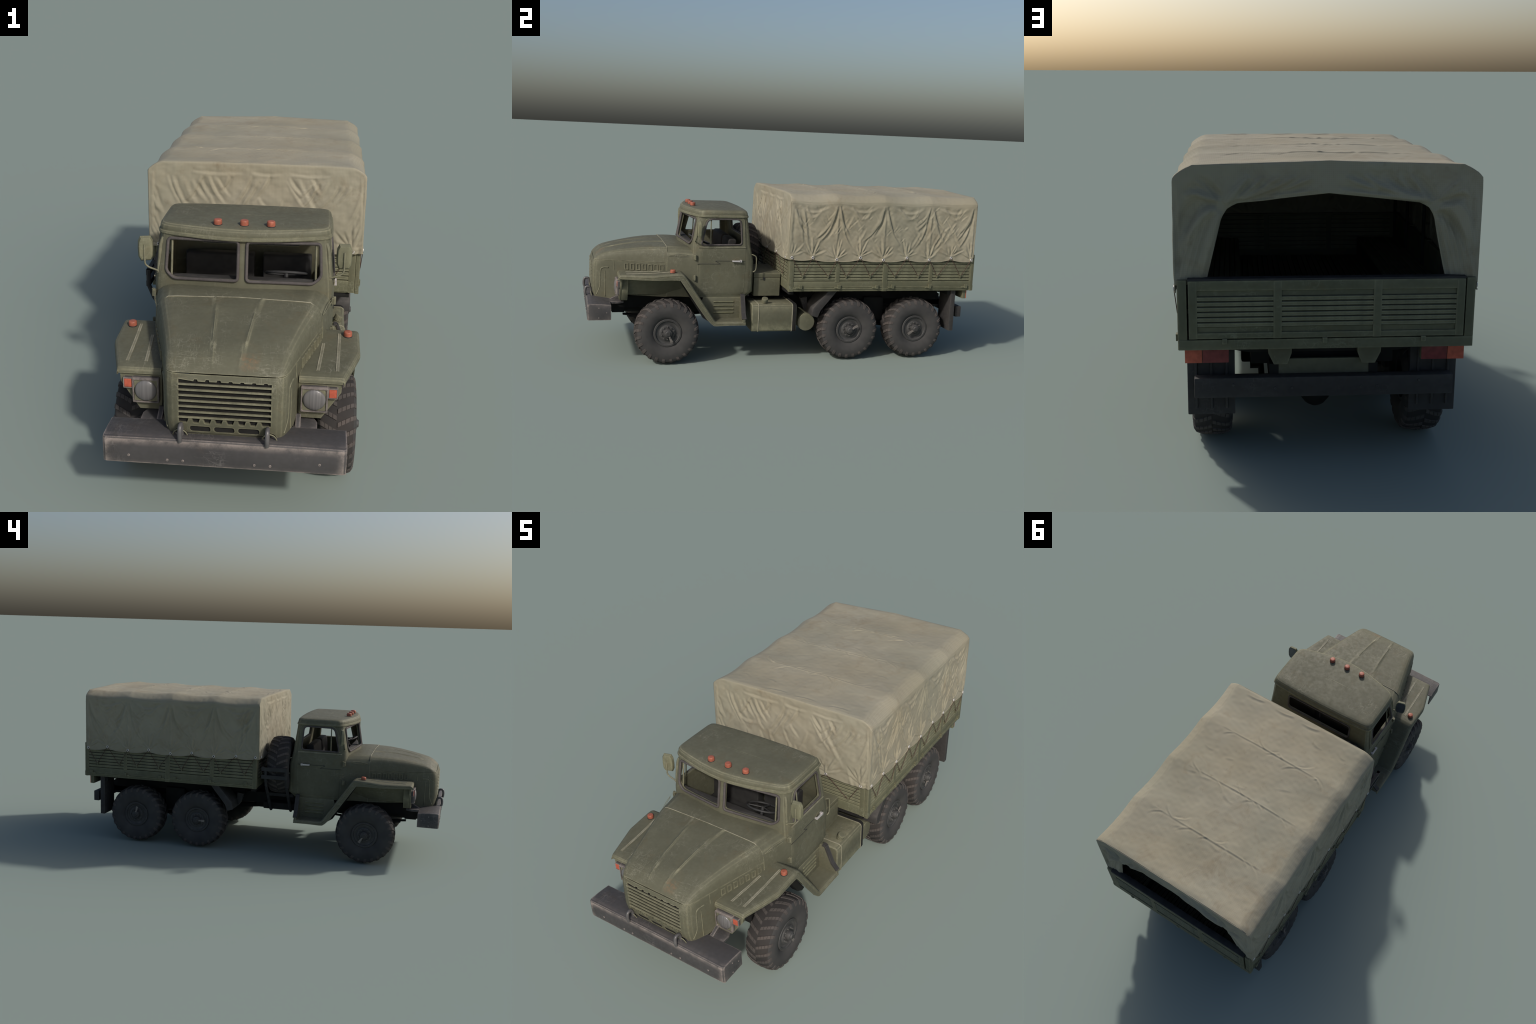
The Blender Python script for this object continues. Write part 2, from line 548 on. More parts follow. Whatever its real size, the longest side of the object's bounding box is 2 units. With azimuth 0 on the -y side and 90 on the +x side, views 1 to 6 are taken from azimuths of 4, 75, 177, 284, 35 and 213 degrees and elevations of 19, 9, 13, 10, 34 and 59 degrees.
# louvred side vents of the bonnet side panel
for s in (1,):
    for i in range(7):
        y = -.798 + i * (.168 / 6)
        x = nose_side_x(y) + .0005
        ang = math.atan2(.258 - .20, .205)
        bm = bmesh.new()
        outer = round_poly([(-.0095, -.016), (.0095, -.016), (.0095, .016), (-.0095, .016)], .001, 1)
        inner = [(a * .70, b * .80) for a, b in outer]
        mats = Matrix.Translation((x, y, .4605)) @ Matrix.Rotation(-ang, 4, 'Z')
        def vv(a, b, d):
            return bm.verts.new(mats @ Vector((d, a, b)))
        n = len(outer)
        L = [[vv(a, b, d) for a, b in pl] for pl, d in ((outer, -.003), (outer, .0028), (inner, .0028), (inner, -.0008))]
        for r in range(3):
            for k in range(n):
                bm.faces.new((L[r][k], L[r][(k + 1) % n], L[r + 1][(k + 1) % n], L[r + 1][k]))
        bm.faces.new(L[3])
        bm.faces.new(L[0][::-1])
        both(finish(bm, "side_vent", M_OLIVE, nose, angle=30))
# panel seam beads on the side (bonnet side panel edges)
for y in (-.857, -.607):
    s_ = tube("panel_seam_bead", [(nose_side_x(y) + .0004, y, .485), (nose_side_x(y) + .0004, y, .44)], .0013, M_OLIVE, nose)
    both(s_)

# cowl between bonnet and cab
def cowl_grid():
    a = [(0, -.606, .569), (.06, -.606, .5695), (.12, -.606, .566), (.19, -.606, .5645), (.215, -.606, .563), (.236, -.606, .550), (.2505, -.606, .533), (.256, -.606, .513), (.259, -.606, .487), (.2605, -.606, .43), (.2605, -.606, .318)]
    b = [(0, -.512, .566), (.06, -.508, .566), (.12, -.500, .564), (.20, -.484, .560), (.235, -.474, .555), (.262, -.466, .545), (.279, -.458, .530), (.2855, -.456, .512), (.2885, -.456, .487), (.2885, -.456, .43), (.2855, -.456, .318)]
    rows = []
    for k in range(9):
        t = k / 8
        r = []
        for p, q in zip(a, b):
            v = [p[i] + (q[i] - p[i]) * t for i in range(3)]
            v[2] += .0025 * math.sin(math.pi * t)
            r.append(v)
        rows.append([(-x, y, z) for x, y, z in r[::-1]][:-1] + r)
    return np.array(rows)
cowl = shell("cowl", cowl_grid(), .006, M_OLIVE, angle=28)
tube("hood_rear_seam", [(-.2505, -.6055, .533), (-.236, -.6055, .5505), (-.218, -.6055, .5635), (-.19, -.6055, .5655), (-.12, -.6055, .567), (0, -.6055, .5705), (.12, -.6055, .567), (.19, -.6055, .5655), (.218, -.6055, .5635), (.236, -.6055, .5505), (.2505, -.6055, .533)],
     .0014, M_TRIM, cowl)
for s in (1,):
    c1 = tube("cowl_crease", [(.2575, -.598, .524), (.270, -.55, .536), (.281, -.51, .537)], .0009, M_OLIVE, cowl)
    c2 = tube("cowl_crease", [(.2575, -.598, .522), (.272, -.55, .5235), (.283, -.51, .530)], .0008, M_OLIVE, cowl)
    both(c1); both(c2)

# =====================================================================
#  CAB
# =====================================================================
def cab_side_x(z):
    return float(np.interp(z, [.318, .34, .42, .55, .572, .72], [.2835, .2875, .2895, .2895, .288, .2715]))
def cab_rear_y(z):
    return float(np.interp(z, [.318, .344, .50, .545, .57, .72], [-.203, -.172, -.172, -.183, -.188, -.206]))
def ws_y(x, z):
    """windscreen surface"""
    c = np.interp(z, [.56, .59, .72], [-.5255, -.524, -.5005])
    e = np.interp(z, [.56, .59, .72], [-.484, -.4825, -.459])
    t = min(1, abs(x) / .25)
    return float(c + (e - c) * (t ** 1.25))
def cab_ring(z):
    xs, yr = cab_side_x(z), cab_rear_y(z)
    fx = xs - .026
    pts = [(0, ws_y(0, z)), (.08, ws_y(.08, z)), (.16, ws_y(.16, z)), (fx - .03, ws_y(fx - .03, z)), (fx, ws_y(fx, z)), (fx + .010, ws_y(fx, z) + .004), (xs - .0085, ws_y(fx, z) + .012), (xs - .003, ws_y(fx, z) + .024), (xs, ws_y(fx, z) + .042),
           (xs, -.36), (xs, -.27), (xs, yr - .034), (xs - .004, yr - .014), (xs - .014, yr - .003), (xs - .034, yr), (.15, yr), (0, yr)]
    P = [(x, y, z) for x, y in pts]
    return P + [(-x, y, z) for x, y, z in P[::-1][1:-1]]
cab = shell("cab", np.array([cab_ring(z) for z in (.318, .330, .344, .38, .42, .50, .53, .55, .572, .60, .65, .70, .724)]), .010, M_OLIVE, close_c=True, angle=30)

def ws_poly(s, grow=0.0):
    g = grow
    p = [(.0145 - g, .5925 - g), (.222, .5805 - g), (.2465 + g, .602 - g * .4), (.2405 + g, .7045 + g), (.0145 - g, .7135 + g)]
    p = round_poly(p, [.012, .012, .012, .012, .012], 5)
    return [(s * a, b) for a, b in p]
def door_win(grow=0.0):
    g = grow
    return round_poly([(-.4405 - g, .5835 - g), (-.2395 + g, .5855 - g), (-.2475 + g, .7075 + g), (-.4105 - g, .7055 + g)], [.012, .016, .022, .026], 6)
rear_poly = round_poly([(-.176, .607), (.176, .607), (.176, .692), (-.176, .692)], .018, 5)
cuts = [cutter_prism(ws_poly(1), 'y', -.60, -.44), cutter_prism(ws_poly(-1)[::-1], 'y', -.60, -.44),
        cutter_prism(door_win(.004), 'x', .20, .35), cutter_prism(door_win(.004)[::-1], 'x', -.35, -.20),
        cutter_prism(rear_poly, 'y', -.30, -.10)]
boolean_cut(cab, cuts)

# rubber window surrounds
for s in (1, -1):
    tube("windscreen_seal", [(x, ws_y(x, z) - .002, z) for x, z in ws_poly(s, .001)], .0052, M_SEAL, cab, n=8, closed=True)
tube("rear_window_seal", [(x, cab_rear_y(z) + .001, z) for x, z in rear_poly], .0042, M_SEAL, cab, closed=True)
# vent wing bars in windscreen / floor, dash and seats
for s in (1, -1):
    tube("windscreen_bar", [(s * .2285, ws_y(.2285, .706) + .004, .709), (s * .2305, ws_y(.23, .585) + .006, .580)], .0036, M_OLIVE, cab)
box("cab_floor", -.275, .275, -.47, -.19, .322, .332, M_INTERIOR, cab, 0)
G = []
for x in np.linspace(-.255, .255, 13):
    yf = ws_y(x, .585) + .014
    G.append([(x, yf, .580), (x, yf + .006, .589), (x, -.474, .591), (x, -.468, .580), (x, -.463, .48), (x, yf + .01, .46)])
bm = bmesh.new()
V = bm_grid(bm, np.array(G), True)
bm.faces.new(V[0]); bm.faces.new(V[-1][::-1])
finish(bm, "dashboard", M_INTERIOR, cab, .003)
for a, b in ((-.215, .02), (.05, .215)):
    box("seat_cushion", a, b, -.37, -.235, .40, .46, M_INTERIOR, cab, .012, 3)
    prism("seat_back", [(-.306, .45), (-.262, .45), (-.250, .594), (-.258, .602), (-.284, .602), (-.292, .594)], 'x', a, b, M_INTERIOR, cab, .008, 3)
# steering wheel
sw = []
cc = Vector((.135, -.425, .588))
tilt = Matrix.Rotation(math.radians(-24), 3, 'X')
for k in range(28):
    t = 2 * math.pi * k / 28
    sw.append(cc + tilt @ Vector((.066 * math.cos(t), .060 * math.sin(t), 0)))
steer = tube("steering_wheel", sw, .0045, M_RACK, cab, closed=True)
bm = bmesh.new()
for t in (math.radians(90), math.radians(210), math.radians(330)):
    bm_tube(bm, [cc, cc + tilt @ Vector((.066 * math.cos(t), .060 * math.sin(t), 0))], .003, 6)
bm_tube(bm, [cc + Vector((0, 0, .004)), cc + Vector((0, -.045, -.10))], .007, 8)
finish(bm, "steering_column", M_RACK, cab)

# ---- doors -----------------------------------------------------------
def build_door():
    out = .0014
    def front_in(y):
        return .011 * max(0, min(1, (-.440 - y) / .027)) ** 2
    # lower skin follows the side profile of the cab
    yl, yr_ = -.467, -.2185
    zs = [.330, .345, .38, .42, .50, .55, .571]
    G = []
    for z in zs:
        a = yl + (.018 if z < .34 else (.006 if z < .37 else 0))
        b = yr_ - (.016 if z < .34 else (.005 if z < .37 else 0))
        G.append([(cab_side_x(z) + out - front_in(a + (b - a) * t), a + (b - a) * t, z) for t in np.r_[0, .02, .045, .07, .1, .15, np.linspace(.3, 1, 6)]])
    d = shell("door", np.array(G), .010, M_OLIVE, flip=False, bevel=.0022, angle=40)
    # upper frame around the window
    outer = round_poly([(-.4665, .5735), (-.2205, .5735), (-.2265, .7185), (-.4215, .7165)], [.004, .004, .022, .030], 6)
    inner = door_win(.0)
    bm = bmesh.new()
    L = []
    for pl, o in ((outer, -.006), (outer, .0025), (inner, .0025), (inner, -.010)):
        L.append([bm.verts.new((cab_side_x(z) + o - front_in(y) * .8, y, z)) for y, z in pl])
    n = len(outer)
    for r in range(4):
        A, B = L[r], L[(r + 1) % 4]
        for k in range(n):
            bm.faces.new((A[k], A[(k + 1) % n], B[(k + 1) % n], B[k]))
    f = finish(bm, "window_frame", M_OLIVE, d, angle=40)
    parts = [f]
    parts.append(tube("door_window_seal", [(cab_side_x(z) + .0020 - front_in(y) * .8, y, z) for y, z in door_win(.002)], .0042, M_SEAL, d, closed=True))
    parts.append(tube("vent_window_bar", [(cab_side_x(.708) - .002, -.394, .709), (cab_side_x(.585) - .003, -.3965, .582)], .0030, M_OLIVE, d))
    parts.append(box("belt_highlight_strip", cab_side_x(.571), cab_side_x(.571) + .0045, -.4565, -.2195, .5685, .5735, M_TRIM, d, .0012))  # pale colour stands in for the bright highlight along the belt line
    # zig-zag pressed crease, its shade drawn as a thin dark tube
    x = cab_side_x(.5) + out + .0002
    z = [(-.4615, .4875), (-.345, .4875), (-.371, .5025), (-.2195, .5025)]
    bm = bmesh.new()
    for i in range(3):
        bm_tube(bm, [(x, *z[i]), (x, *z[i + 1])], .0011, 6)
    parts.append(finish(bm, "door_crease_shade_line", M_RACK, d))
    # round lock plate + handle
    bm = bmesh.new()
    ring = [(x, -.258 + .0175 * math.cos(t), .502 + .0175 * math.sin(t)) for t in np.linspace(0, 2 * math.pi, 25)[:-1]]
    bm_tube(bm, ring, .0007, 5, closed=True)
    parts.append(finish(bm, "lock_plate", M_OLIVE, d))
    bm = bmesh.new()
    bm_box(bm, x - .002, x + .012, -.2475, -.2385, .4975, .5085)
    bm_prism(bm, [(-.2870, .5000), (-.245, .4985), (-.245, .5065), (-.2870, .5060)], 'x', x + .006, x + .012)
    bm_box(bm, x - .002, x + .008, -.286, -.279, .500, .506)
    parts.append(finish(bm, "door_handle", M_CHROME, d, .001, clean=False))
    for zz in (.520, .418):
        bm = bmesh.new()
        bm_cyl(bm, (.2925, -.4705, zz - .0125), (0, 0, 1), .0055, .0055, .025, 12)
        bm_box(bm, .284, .2945, -.480, -.468, zz - .010, zz + .010)
        parts.append(finish(bm, "door_hinge", M_OLIVE, d, clean=False))
    return d, parts
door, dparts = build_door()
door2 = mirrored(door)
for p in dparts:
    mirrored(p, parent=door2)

# grab handle at the rear edge
gh = tube("grab_handle", [(.283, -.186, .535), (.286, -.168, .528), (.286, -.161, .515), (.286, -.161, .468), (.286, -.166, .452), (.283, -.176, .446)], .0028, M_OLIVE, cab, smoothpath=3)
both(gh)
# A-pillar rounded bead
ap = tube("pillar_bead", [(.2600, -.4505, .703), (.2675, -.4570, .68), (.2715, -.4635, .63), (.2755, -.468, .588)], .0062, M_OLIVE, cab, smoothpath=3)
both(ap)

# ---- roof --------------------------------------------------------------
def roof_outline():
    pts = [(0, -.5125), (.06, -.508), (.12, -.4985), (.20, -.478), (.245, -.464), (.262, -.455), (.2735, -.442), (.2785, -.42), (.2795, -.36), (.2795, -.28), (.279, -.235), (.2745, -.215), (.262, -.2060), (.24, -.2025), (.14, -.1965), (0, -.1935)]
    return np.array(pts + [(-x, y) for x, y in pts[::-1][1:-1]])
RO = roof_outline()
def roof_ring(inset, z, crown=0):
    c = np.array([0, -.352])
    hx, hy = .2795, .155
    k = np.array([(hx - inset) / hx, (hy - inset) / hy])
    P = (RO - c) * k + c
    return [(x, y, z + crown * (1 - (x / hx) ** 2)) for x, y in P]
rr = [roof_ring(.012, .716), roof_ring(0, .717), roof_ring(-.0015, .7215), roof_ring(0, .7265), roof_ring(.0032, .7275), roof_ring(.0030, .7305), roof_ring(.0036, .7375), roof_ring(.0060, .7450), roof_ring(.0110, .7498, .001),
      roof_ring(.020, .7522, .0012), roof_ring(.040, .7535, .0018), roof_ring(.075, .7540, .0026), roof_ring(.115, .7542, .0030), roof_ring(.15, .7542, .0032)]
bm = bmesh.new()
V = bm_grid(bm, np.array(rr), True)
bm.faces.new(V[-1])
bm.faces.new(V[0][::-1])
roof = finish(bm, "cab_roof", M_OLIVE, None, angle=40)
def lamp(c, r, h, parent):
    bm = bmesh.new()
    bm_cyl(bm, (c[0], c[1], c[2] - .004), (0, 0, 1), r * 1.12, r * 1.08, .008, 24)
    finish(bm, "lamp_base", M_RACK, parent)
    prof = [(r, .003), (r * 1.02, h * .45), (r * 1.0, h * .78), (r * .92, h * .93), (r * .78, h), (r * .30, h * .985), (0, h)]
    bm = bmesh.new()
    G = np.array([[(c[0] + q * math.cos(t), c[1] + q * math.sin(t), c[2] + z) for t in np.linspace(0, 2 * math.pi, 25)[:-1]] for q, z in prof[:-1]])
    V = bm_grid(bm, G, True)
    bm.faces.new(V[-1])
    bm.faces.new(V[0][::-1])
    finish(bm, "marker_lamp", M_LAMP, parent, angle=50)
for x in (-.084, 0, .084):
    lamp((x, -.459, .7530), .0134, .0200, roof)

# =====================================================================
#  FENDERS WITH STEPS
# =====================================================================
FENDER = [  # y, z, inner x, outer x
    (-.8435, .4185, .196, .3245), (-.8425, .4300, .196, .3245), (-.8385, .4360, .196, .3255), (-.83, .4385, .196, .3275), (-.79, .4395, .204, .3395), (-.74, .4405, .216, .3545), (-.69, .4425, .229, .3690),
    (-.675, .4432, .233, .3722), (-.64, .4460, .243, .3722), (-.60, .4495, .253, .3722), (-.565, .4520, .262, .3722), (-.548, .4515, .268, .3722), (-.536, .4465, .272, .3722), (-.524, .4345, .276, .3722),
    (-.505, .4070, .280, .3722), (-.44, .3110, .284, .3722), (-.395, .2445, .284, .3722), (-.383, .2265, .284, .3722), (-.3765, .2170, .284, .3722), (-.372, .2125, .284, .3722), (-.366, .2115, .284, .3722), (-.30, .2115, .284, .3722), (-.223, .2110, .284, .3722)]
def fender_grid():
    rows = []
    F = FENDER
    for i, (y, z, xi, xo) in enumerate(F):
        a = F[max(1, i - 1)] if i > 1 else F[3]
        b = F[min(len(F) - 1, i + 1)] if i > 1 else F[5]
        t = np.array([b[0] - a[0], b[1] - a[1]])
        t /= np.linalg.norm(t)
        n = np.array([-t[1], t[0]])               # up normal in (y,z)
        if i < 3:
            n = np.array([0, 1.0])
        row = []
        drop0 = {0: 0, 1: .006, 2: .013, 3: .017}.get(i, .018)
        for k in np.linspace(0, 1, 7):
            row.append((xi + (xo - .011 - xi) * k, y, z))
        for dx, dn in ((-.0055, .0015), (-.0018, .0045), (0, .009)):
            d = min(dn, drop0)
            row.append((xo + dx, y - n[0] * d, z - n[1] * d))
        lip = float(np.interp(y, [-.84, -.68, -.60, -.548, -.50, -.40, -.378, -.36], [.0200, .0230, .0290, .0335, .0325, .0325, .0250, .0185]))
        for dx, dn in ((.0, .0105), (-.0025, .0112), (-.0025, .0125), (.0008, .0132), (.0008, lip)):
            d = min(dn, drop0 + .004 if i < 3 else dn)
            row.append((xo + dx, y - n[0] * d, z - n[1] * d))
        rows.append(row)
    return np.array(rows)
fender = shell("fender", fender_grid(), .005, M_OLIVE, flip=False, angle=30)
fender2 = mirrored(fender)
for fnd, s in ((fender, 1), (fender2, -1)):
    for xa, ya, xb, yb in ((.2475, -.806, .262, -.64), (.3025, -.806, .3115, -.575)):
        za, zb = np.interp([ya, yb], [f[0] for f in FENDER[2:12]], [f[1] for f in FENDER[2:12]])
        d = np.array([xb - xa, yb - ya]); d /= np.linalg.norm(d); nrm = np.array([-d[1], d[0]])
        bm = bmesh.new()
        ys = np.linspace(ya, yb, 14)
        for off in (-.0037, .0037):
            pts = []
            for yy in ys:
                t = (yy - ya) / (yb - ya)
                z = np.interp(yy, [f[0] for f in FENDER[2:12]], [f[1] for f in FENDER[2:12]])
                pts.append((s * (xa + (xb - xa) * t + off), yy, z + .0004))
            bm_tube(bm, pts, .0014, 6)
        # flat pressed rib between the two beads
        G = []
        for yy in ys:
            t = (yy - ya) / (yb - ya)
            z = np.interp(yy, [f[0] for f in FENDER[2:12]], [f[1] for f in FENDER[2:12]]) + .0008
            x = s * (xa + (xb - xa) * t)
            G.append([(x - .0037, yy, z), (x + .0037, yy, z)])
        bm_grid(bm, np.array(G))
        finish(bm, "fender_rib", M_TRIM, fnd, clean=False)
    lamp((s * .3365, -.5865, .4485), .0130, .0185, fnd)
    # step: back plate, riser with louvres
    plate = [(s * .284, .200), (s * .3715, .200), (s * .3715, .222), (s * .345, .252), (s * .312, .333), (s * .284, .333)]
    prism("step_side_plate", plate, 'y', -.2375, -.2245, M_OLIVE, fnd, .002)
    edge = [(.300, .3335), (.313, .332), (.346, .2525), (.3715, .223)]
    bm = bmesh.new()
    for (xa, za), (xb, zb) in zip(edge[:-1], edge[1:]):
        d = Vector((zb - za, -(xb - xa))).normalized() * .004
        q = [(s * (xa + d.x), za + d.y), (s * (xb + d.x), zb + d.y), (s * (xb - d.x), zb - d.y), (s * (xa - d.x), za - d.y)]
        bm_prism(bm, q, 'y', -.2415, -.2205)
    finish(bm, "step_rubber_edge", M_MUD, fnd, clean=False)
    bm = bmesh.new()
    bm_prism(bm, [(-.425, .318), (-.228, .318), (-.228, .204), (-.368, .204), (-.432, .30)], 'x', s * .268, s * .2855)
    finish(bm, "step_riser", M_OLIVE, fnd, .002)
    for z in (.295, .276, .257, .240):
        prism("step_louvre", [(s * .285, z - .006), (s * .2900, z - .001), (s * .2900, z + .0015), (s * .285, z + .0035)], 'y', -.372, -.270, M_BED, fnd, .001)
    # headlight carrier under the front edge
    pl = [(s * .194, .422), (s * .318, .422), (s * .316, .388), (s * .262, .303), (s * .205, .303), (s * .197, .318)]
    prism("headlight_panel", pl, 'y', -.836, -.826, M_OLIVE, fnd, .002)
    prism("headlight_panel_side", [(s * .246, .421), (s * .300, .421), (s * .298, .36), (s * .262, .302), (s * .246, .302)], 'y', -.826, -.796, M_OLIVE, fnd, .002)
    # lamp housing
    hz, hx = .3700, s * .2405
    def frame(name, cx, cz, hw, hh, y0, y1, rim, mat, r=.004):
        outer = round_poly([(cx - hw, cz - hh), (cx + hw, cz - hh), (cx + hw, cz + hh), (cx - hw, cz + hh)], r, 3)
        inner = [(cx + (a - cx) * (1 - rim / hw), cz + (b - cz) * (1 - rim / hh)) for a, b in outer]
        bm = bmesh.new()
        L = [[bm.verts.new((a, y, b)) for a, b in pl] for pl, y in ((outer, y1), (outer, y0 + .002), ([(cx + (a - cx) * .97, cz + (b - cz) * .97) for a, b in outer], y0), (inner, y0), (inner, y0 + .006))]
        n = len(outer)
        for q in range(4):
            for k in range(n):
                bm.faces.new((L[q][k], L[q][(k + 1) % n], L[q + 1][(k + 1) % n], L[q + 1][k]))
        bm.faces.new(L[0])
        bm.faces.new(L[4])
        return finish(bm, name, mat, fnd, angle=30)
    frame("headlight_bezel", hx, hz, .0385, .0385, -.8545, -.834, .0045, M_BUMPER)
    box("headlight_face", hx - .0335, hx + .0335, -.8505, -.848, hz - .0335, hz + .0335, M_OLIVE, fnd, .001)
    bm = bmesh.new()
    prof = [(.0325, -.850), (.0325, -.8525), (.029, -.8555), (.020, -.8585), (.010, -.8600), (.003, -.8603)]
    G = np.array([[(hx + q * math.cos(t), y, hz + q * math.sin(t)) for t in np.linspace(0, 2 * math.pi, 33)[:-1]] for q, y in prof])
    V = bm_grid(bm, G, True)
    bm.faces.new(V[-1])
    finish(bm, "headlight_lens", M_HEAD, fnd, angle=50)
    frame("indicator_bezel", s * .2925, .3900, .0140, .0165, -.8485, -.832, .003, M_BUMPER, .002)
    box("indicator_lens", s * .2925 - .0105, s * .2925 + .0105, -.8495, -.840, .3775, .4025, M_AMBER, fnd, .0015)

# wheel-arch walls and the liner behind the sloping strip
for s, fnd in ((1, fender), (-1, fender2)):
    G = []
    for z, y1, x in ((.332, -.462, .258), (.36, -.478, .272), (.40, -.508, .290), (.437, -.534, .302)):
        G.append([(s * x, y, z) for y in np.linspace(-.800, y1, 6)])
    shell("arch_wall", np.array(G), .006, M_OLIVE, fnd, flip=(s < 0))
    prism("arch_liner", [(-.530, .425), (-.555, .418), (-.520, .360), (-.425, .215), (-.395, .195), (-.375, .200)], 'x', s * .262, s * .296, M_CHASSIS, fnd, .004)

# =====================================================================
#  MIRRORS
# =====================================================================
def build_mirror(deg):
    oct_ = [(-.0165, -.041), (.0165, -.041), (.0235, -.026), (.0250, 0), (.0235, .026), (.0165, .041), (-.0165, .041), (-.0235, .026), (-.0250, 0), (-.0235, -.026)]
    bm = bmesh.new()
    T = Matrix.Translation((.3175, -.459, .665)) @ Matrix.Rotation(math.radians(deg), 4, 'Z')
    L = []
    for k, y in ((.74, -.011), (.86, -.0095), (1.0, -.001), (1.0, .004), (.93, .006), (.90, .0045)):
        L.append([bm.verts.new(T @ Vector((a * k, y, b * k))) for a, b in oct_])
    n = len(oct_)
    for q in range(5):
        for k in range(n):
            bm.faces.new((L[q][k], L[q][(k + 1) % n], L[q + 1][(k + 1) % n], L[q + 1][k]))
    bm.faces.new(L[0][::-1])
    bm.faces.new(L[5])
    m = finish(bm, "mirror", M_SLAT, None, angle=25)
    bm = bmesh.new()
    bm.faces.new([bm.verts.new(T @ Vector((a * .88, .0052, b * .88))) for a, b in oct_])
    bm2 = finish(bm, "mirror_glass", M_MIRROR, m, clean=False)
    arm = tube("mirror_arm", [(.318, -.4715, .682), (.318, -.4725, .635), (.3165, -.474, .618), (.305, -.474, .607), (.287, -.473, .600), (.275, -.472, .594), (.269, -.471, .580)], .0031, M_OLIVE, m, smoothpath=4)
    kn = cyl("arm_socket", (.267, -.4735, .562), (0, .1, 1), .0065, .0055, .020, M_OLIVE, m, 12, .001)
    return m, [bm2, arm, kn]
build_mirror(5)
left, lparts = build_mirror(-16)
mir2 = mirrored(left)
for p in lparts:
    mirrored(p, parent=mir2)
for o in lparts + [left]:
    bpy.data.objects.remove(o)

# =====================================================================
#  FRONT BUMPER, TOW HOOKS
# =====================================================================
def bumper_grid():
    rows = []
    for x in [-.334, -.326, -.30, -.20, -.10, 0, .10, .20, .30, .326, .334]:
        a = abs(x)
        yf = -.9885 if a < .327 else -.984
        zc = .003 * (1 - (a / .334) ** 2)
        rows.append([(x, -.877, .2915 + zc * .6), (x, -.880, .2945 + zc), (x, -.93, .2985 + zc), (x, yf + .010, .2995 + zc), (x, yf + .003, .2975 + zc), (x, yf, .2925 + zc), (x, yf - .001, .26), (x, yf, .2215)])
    return np.array(rows)
bumper = shell("front_bumper", bumper_grid(), .006, M_BUMPER, bevel=.0015, angle=32)
for s in (1, -1):
    prism("bumper_end_plate", [(-.877, .2205), (-.877, .2920), (-.880, .2945), (-.93, .2985), (-.974, .2995), (-.981, .2975), (-.984, .2925), (-.985, .26), (-.984, .2205)], 'x', s * .3275, s * .3345, M_BUMPER, bumper, .0015)
bolt_x = [(-.262, .245), (-.155, .236), (-.112, .236), (.085, .236), (.128, .236), (.262, .250)]
for x, z in bolt_x:
    cyl("bumper_bolt", (x, -.988, z), (0, -1, 0), .0042, .0034, .0028, M_BUMPER, bumper, 10)
for s in (1, -1):
    for y, z in ((-.935, .28), (-.935, .232), (-.898, .257)):
        cyl("bumper_bolt", (s * .333, y, z), (s, 0, 0), .0030, .0026, .0025, M_BUMPER, bumper, 8)
    prism("bumper_bracket", [(s * .185, -.884), (s * .252, -.884), (s * .252, -.842), (s * .238, -.812), (s * .185, -.812)], 'z', .283, .2945, M_BUMPER, bumper, .002)
    prism("bumper_gusset", [(-.884, .294), (-.82, .294), (-.82, .313), (-.842, .316)], 'x', s * .190, s * .205, M_BUMPER, bumper, .002)
    # tow hook: flat loop standing on the bumper
    hook = [(s * .1185, -.962, .300), (s * .1185, -.9665, .333), (s * .1185, -.975, .342), (s * .1185, -.988, .341), (s * .1185, -.9930, .330), (s * .1185, -.9935, .312), (s * .1185, -.9905, .298)]
    bm = bmesh.new()
    P = resample_curve(hook, 5)
    bm_tube(bm, P, .0064, 8)
    finish(bm, "tow_hook", M_HOOK, bumper, angle=50)

# =====================================================================
#  CHASSIS
# =====================================================================
bm = bmesh.new()
for s in (1, -1):
    bm_box(bm, s * .125, s * .150, -.872, .925, .240, .300)
    bm_box(bm, s * .125, s * .150, -.862, -.80, .216, .240)
for y in (-.80, -.40, -.10, .15, .50, .85):
    bm_box(bm, -.13, .13, y - .015, y + .015, .245, .295)
chassis = finish(bm, "chassis_frame", M_CHASSIS, None, .002, clean=False)
box("engine_block", -.11, .11, -.88, -.52, .21, .46, M_CHASSIS, chassis, .01)
box("gearbox", -.085, .085, -.52, -.22, .20, .33, M_CHASSIS, chassis, .015)
box("transfer_case", -.09, .09, -.13, .06, .195, .30, M_CHASSIS, chassis, .02)
box("crossmember_box", -.225, -.12, -.205, -.02, .225, .262, M_CHASSIS, chassis, .003)
tube("propeller_shaft", [(0, -.2, .22), (0, .33, .165)], .014, M_CHASSIS, chassis, 10)
tube("propeller_shaft", [(.02, -.15, .22), (.02, -.6, .165)], .012, M_CHASSIS, chassis, 10)
tube("propeller_shaft", [(0, .33, .19), (0, .69, .18)], .012, M_CHASSIS, chassis, 10)
AXLES = [(-.608), (.326), (.690)]
for y in AXLES:
    bm = bmesh.new()
    bm_tube(bm, [(-.30, y, .158), (-.09, y, .158), (.09, y, .158), (.30, y, .158)], .022, 12)
    finish(bm, "axle", M_CHASSIS, chassis)
    bm = bmesh.new()
    bmesh.ops.create_uvsphere(bm, u_segments=16, v_segments=10, radius=.078,
                              matrix=Matrix.Translation((0, y, .157)) @ Matrix.Diagonal((.72, 1.0, 1.0, 1)))
    finish(bm, "differential", M_CHASSIS, chassis)
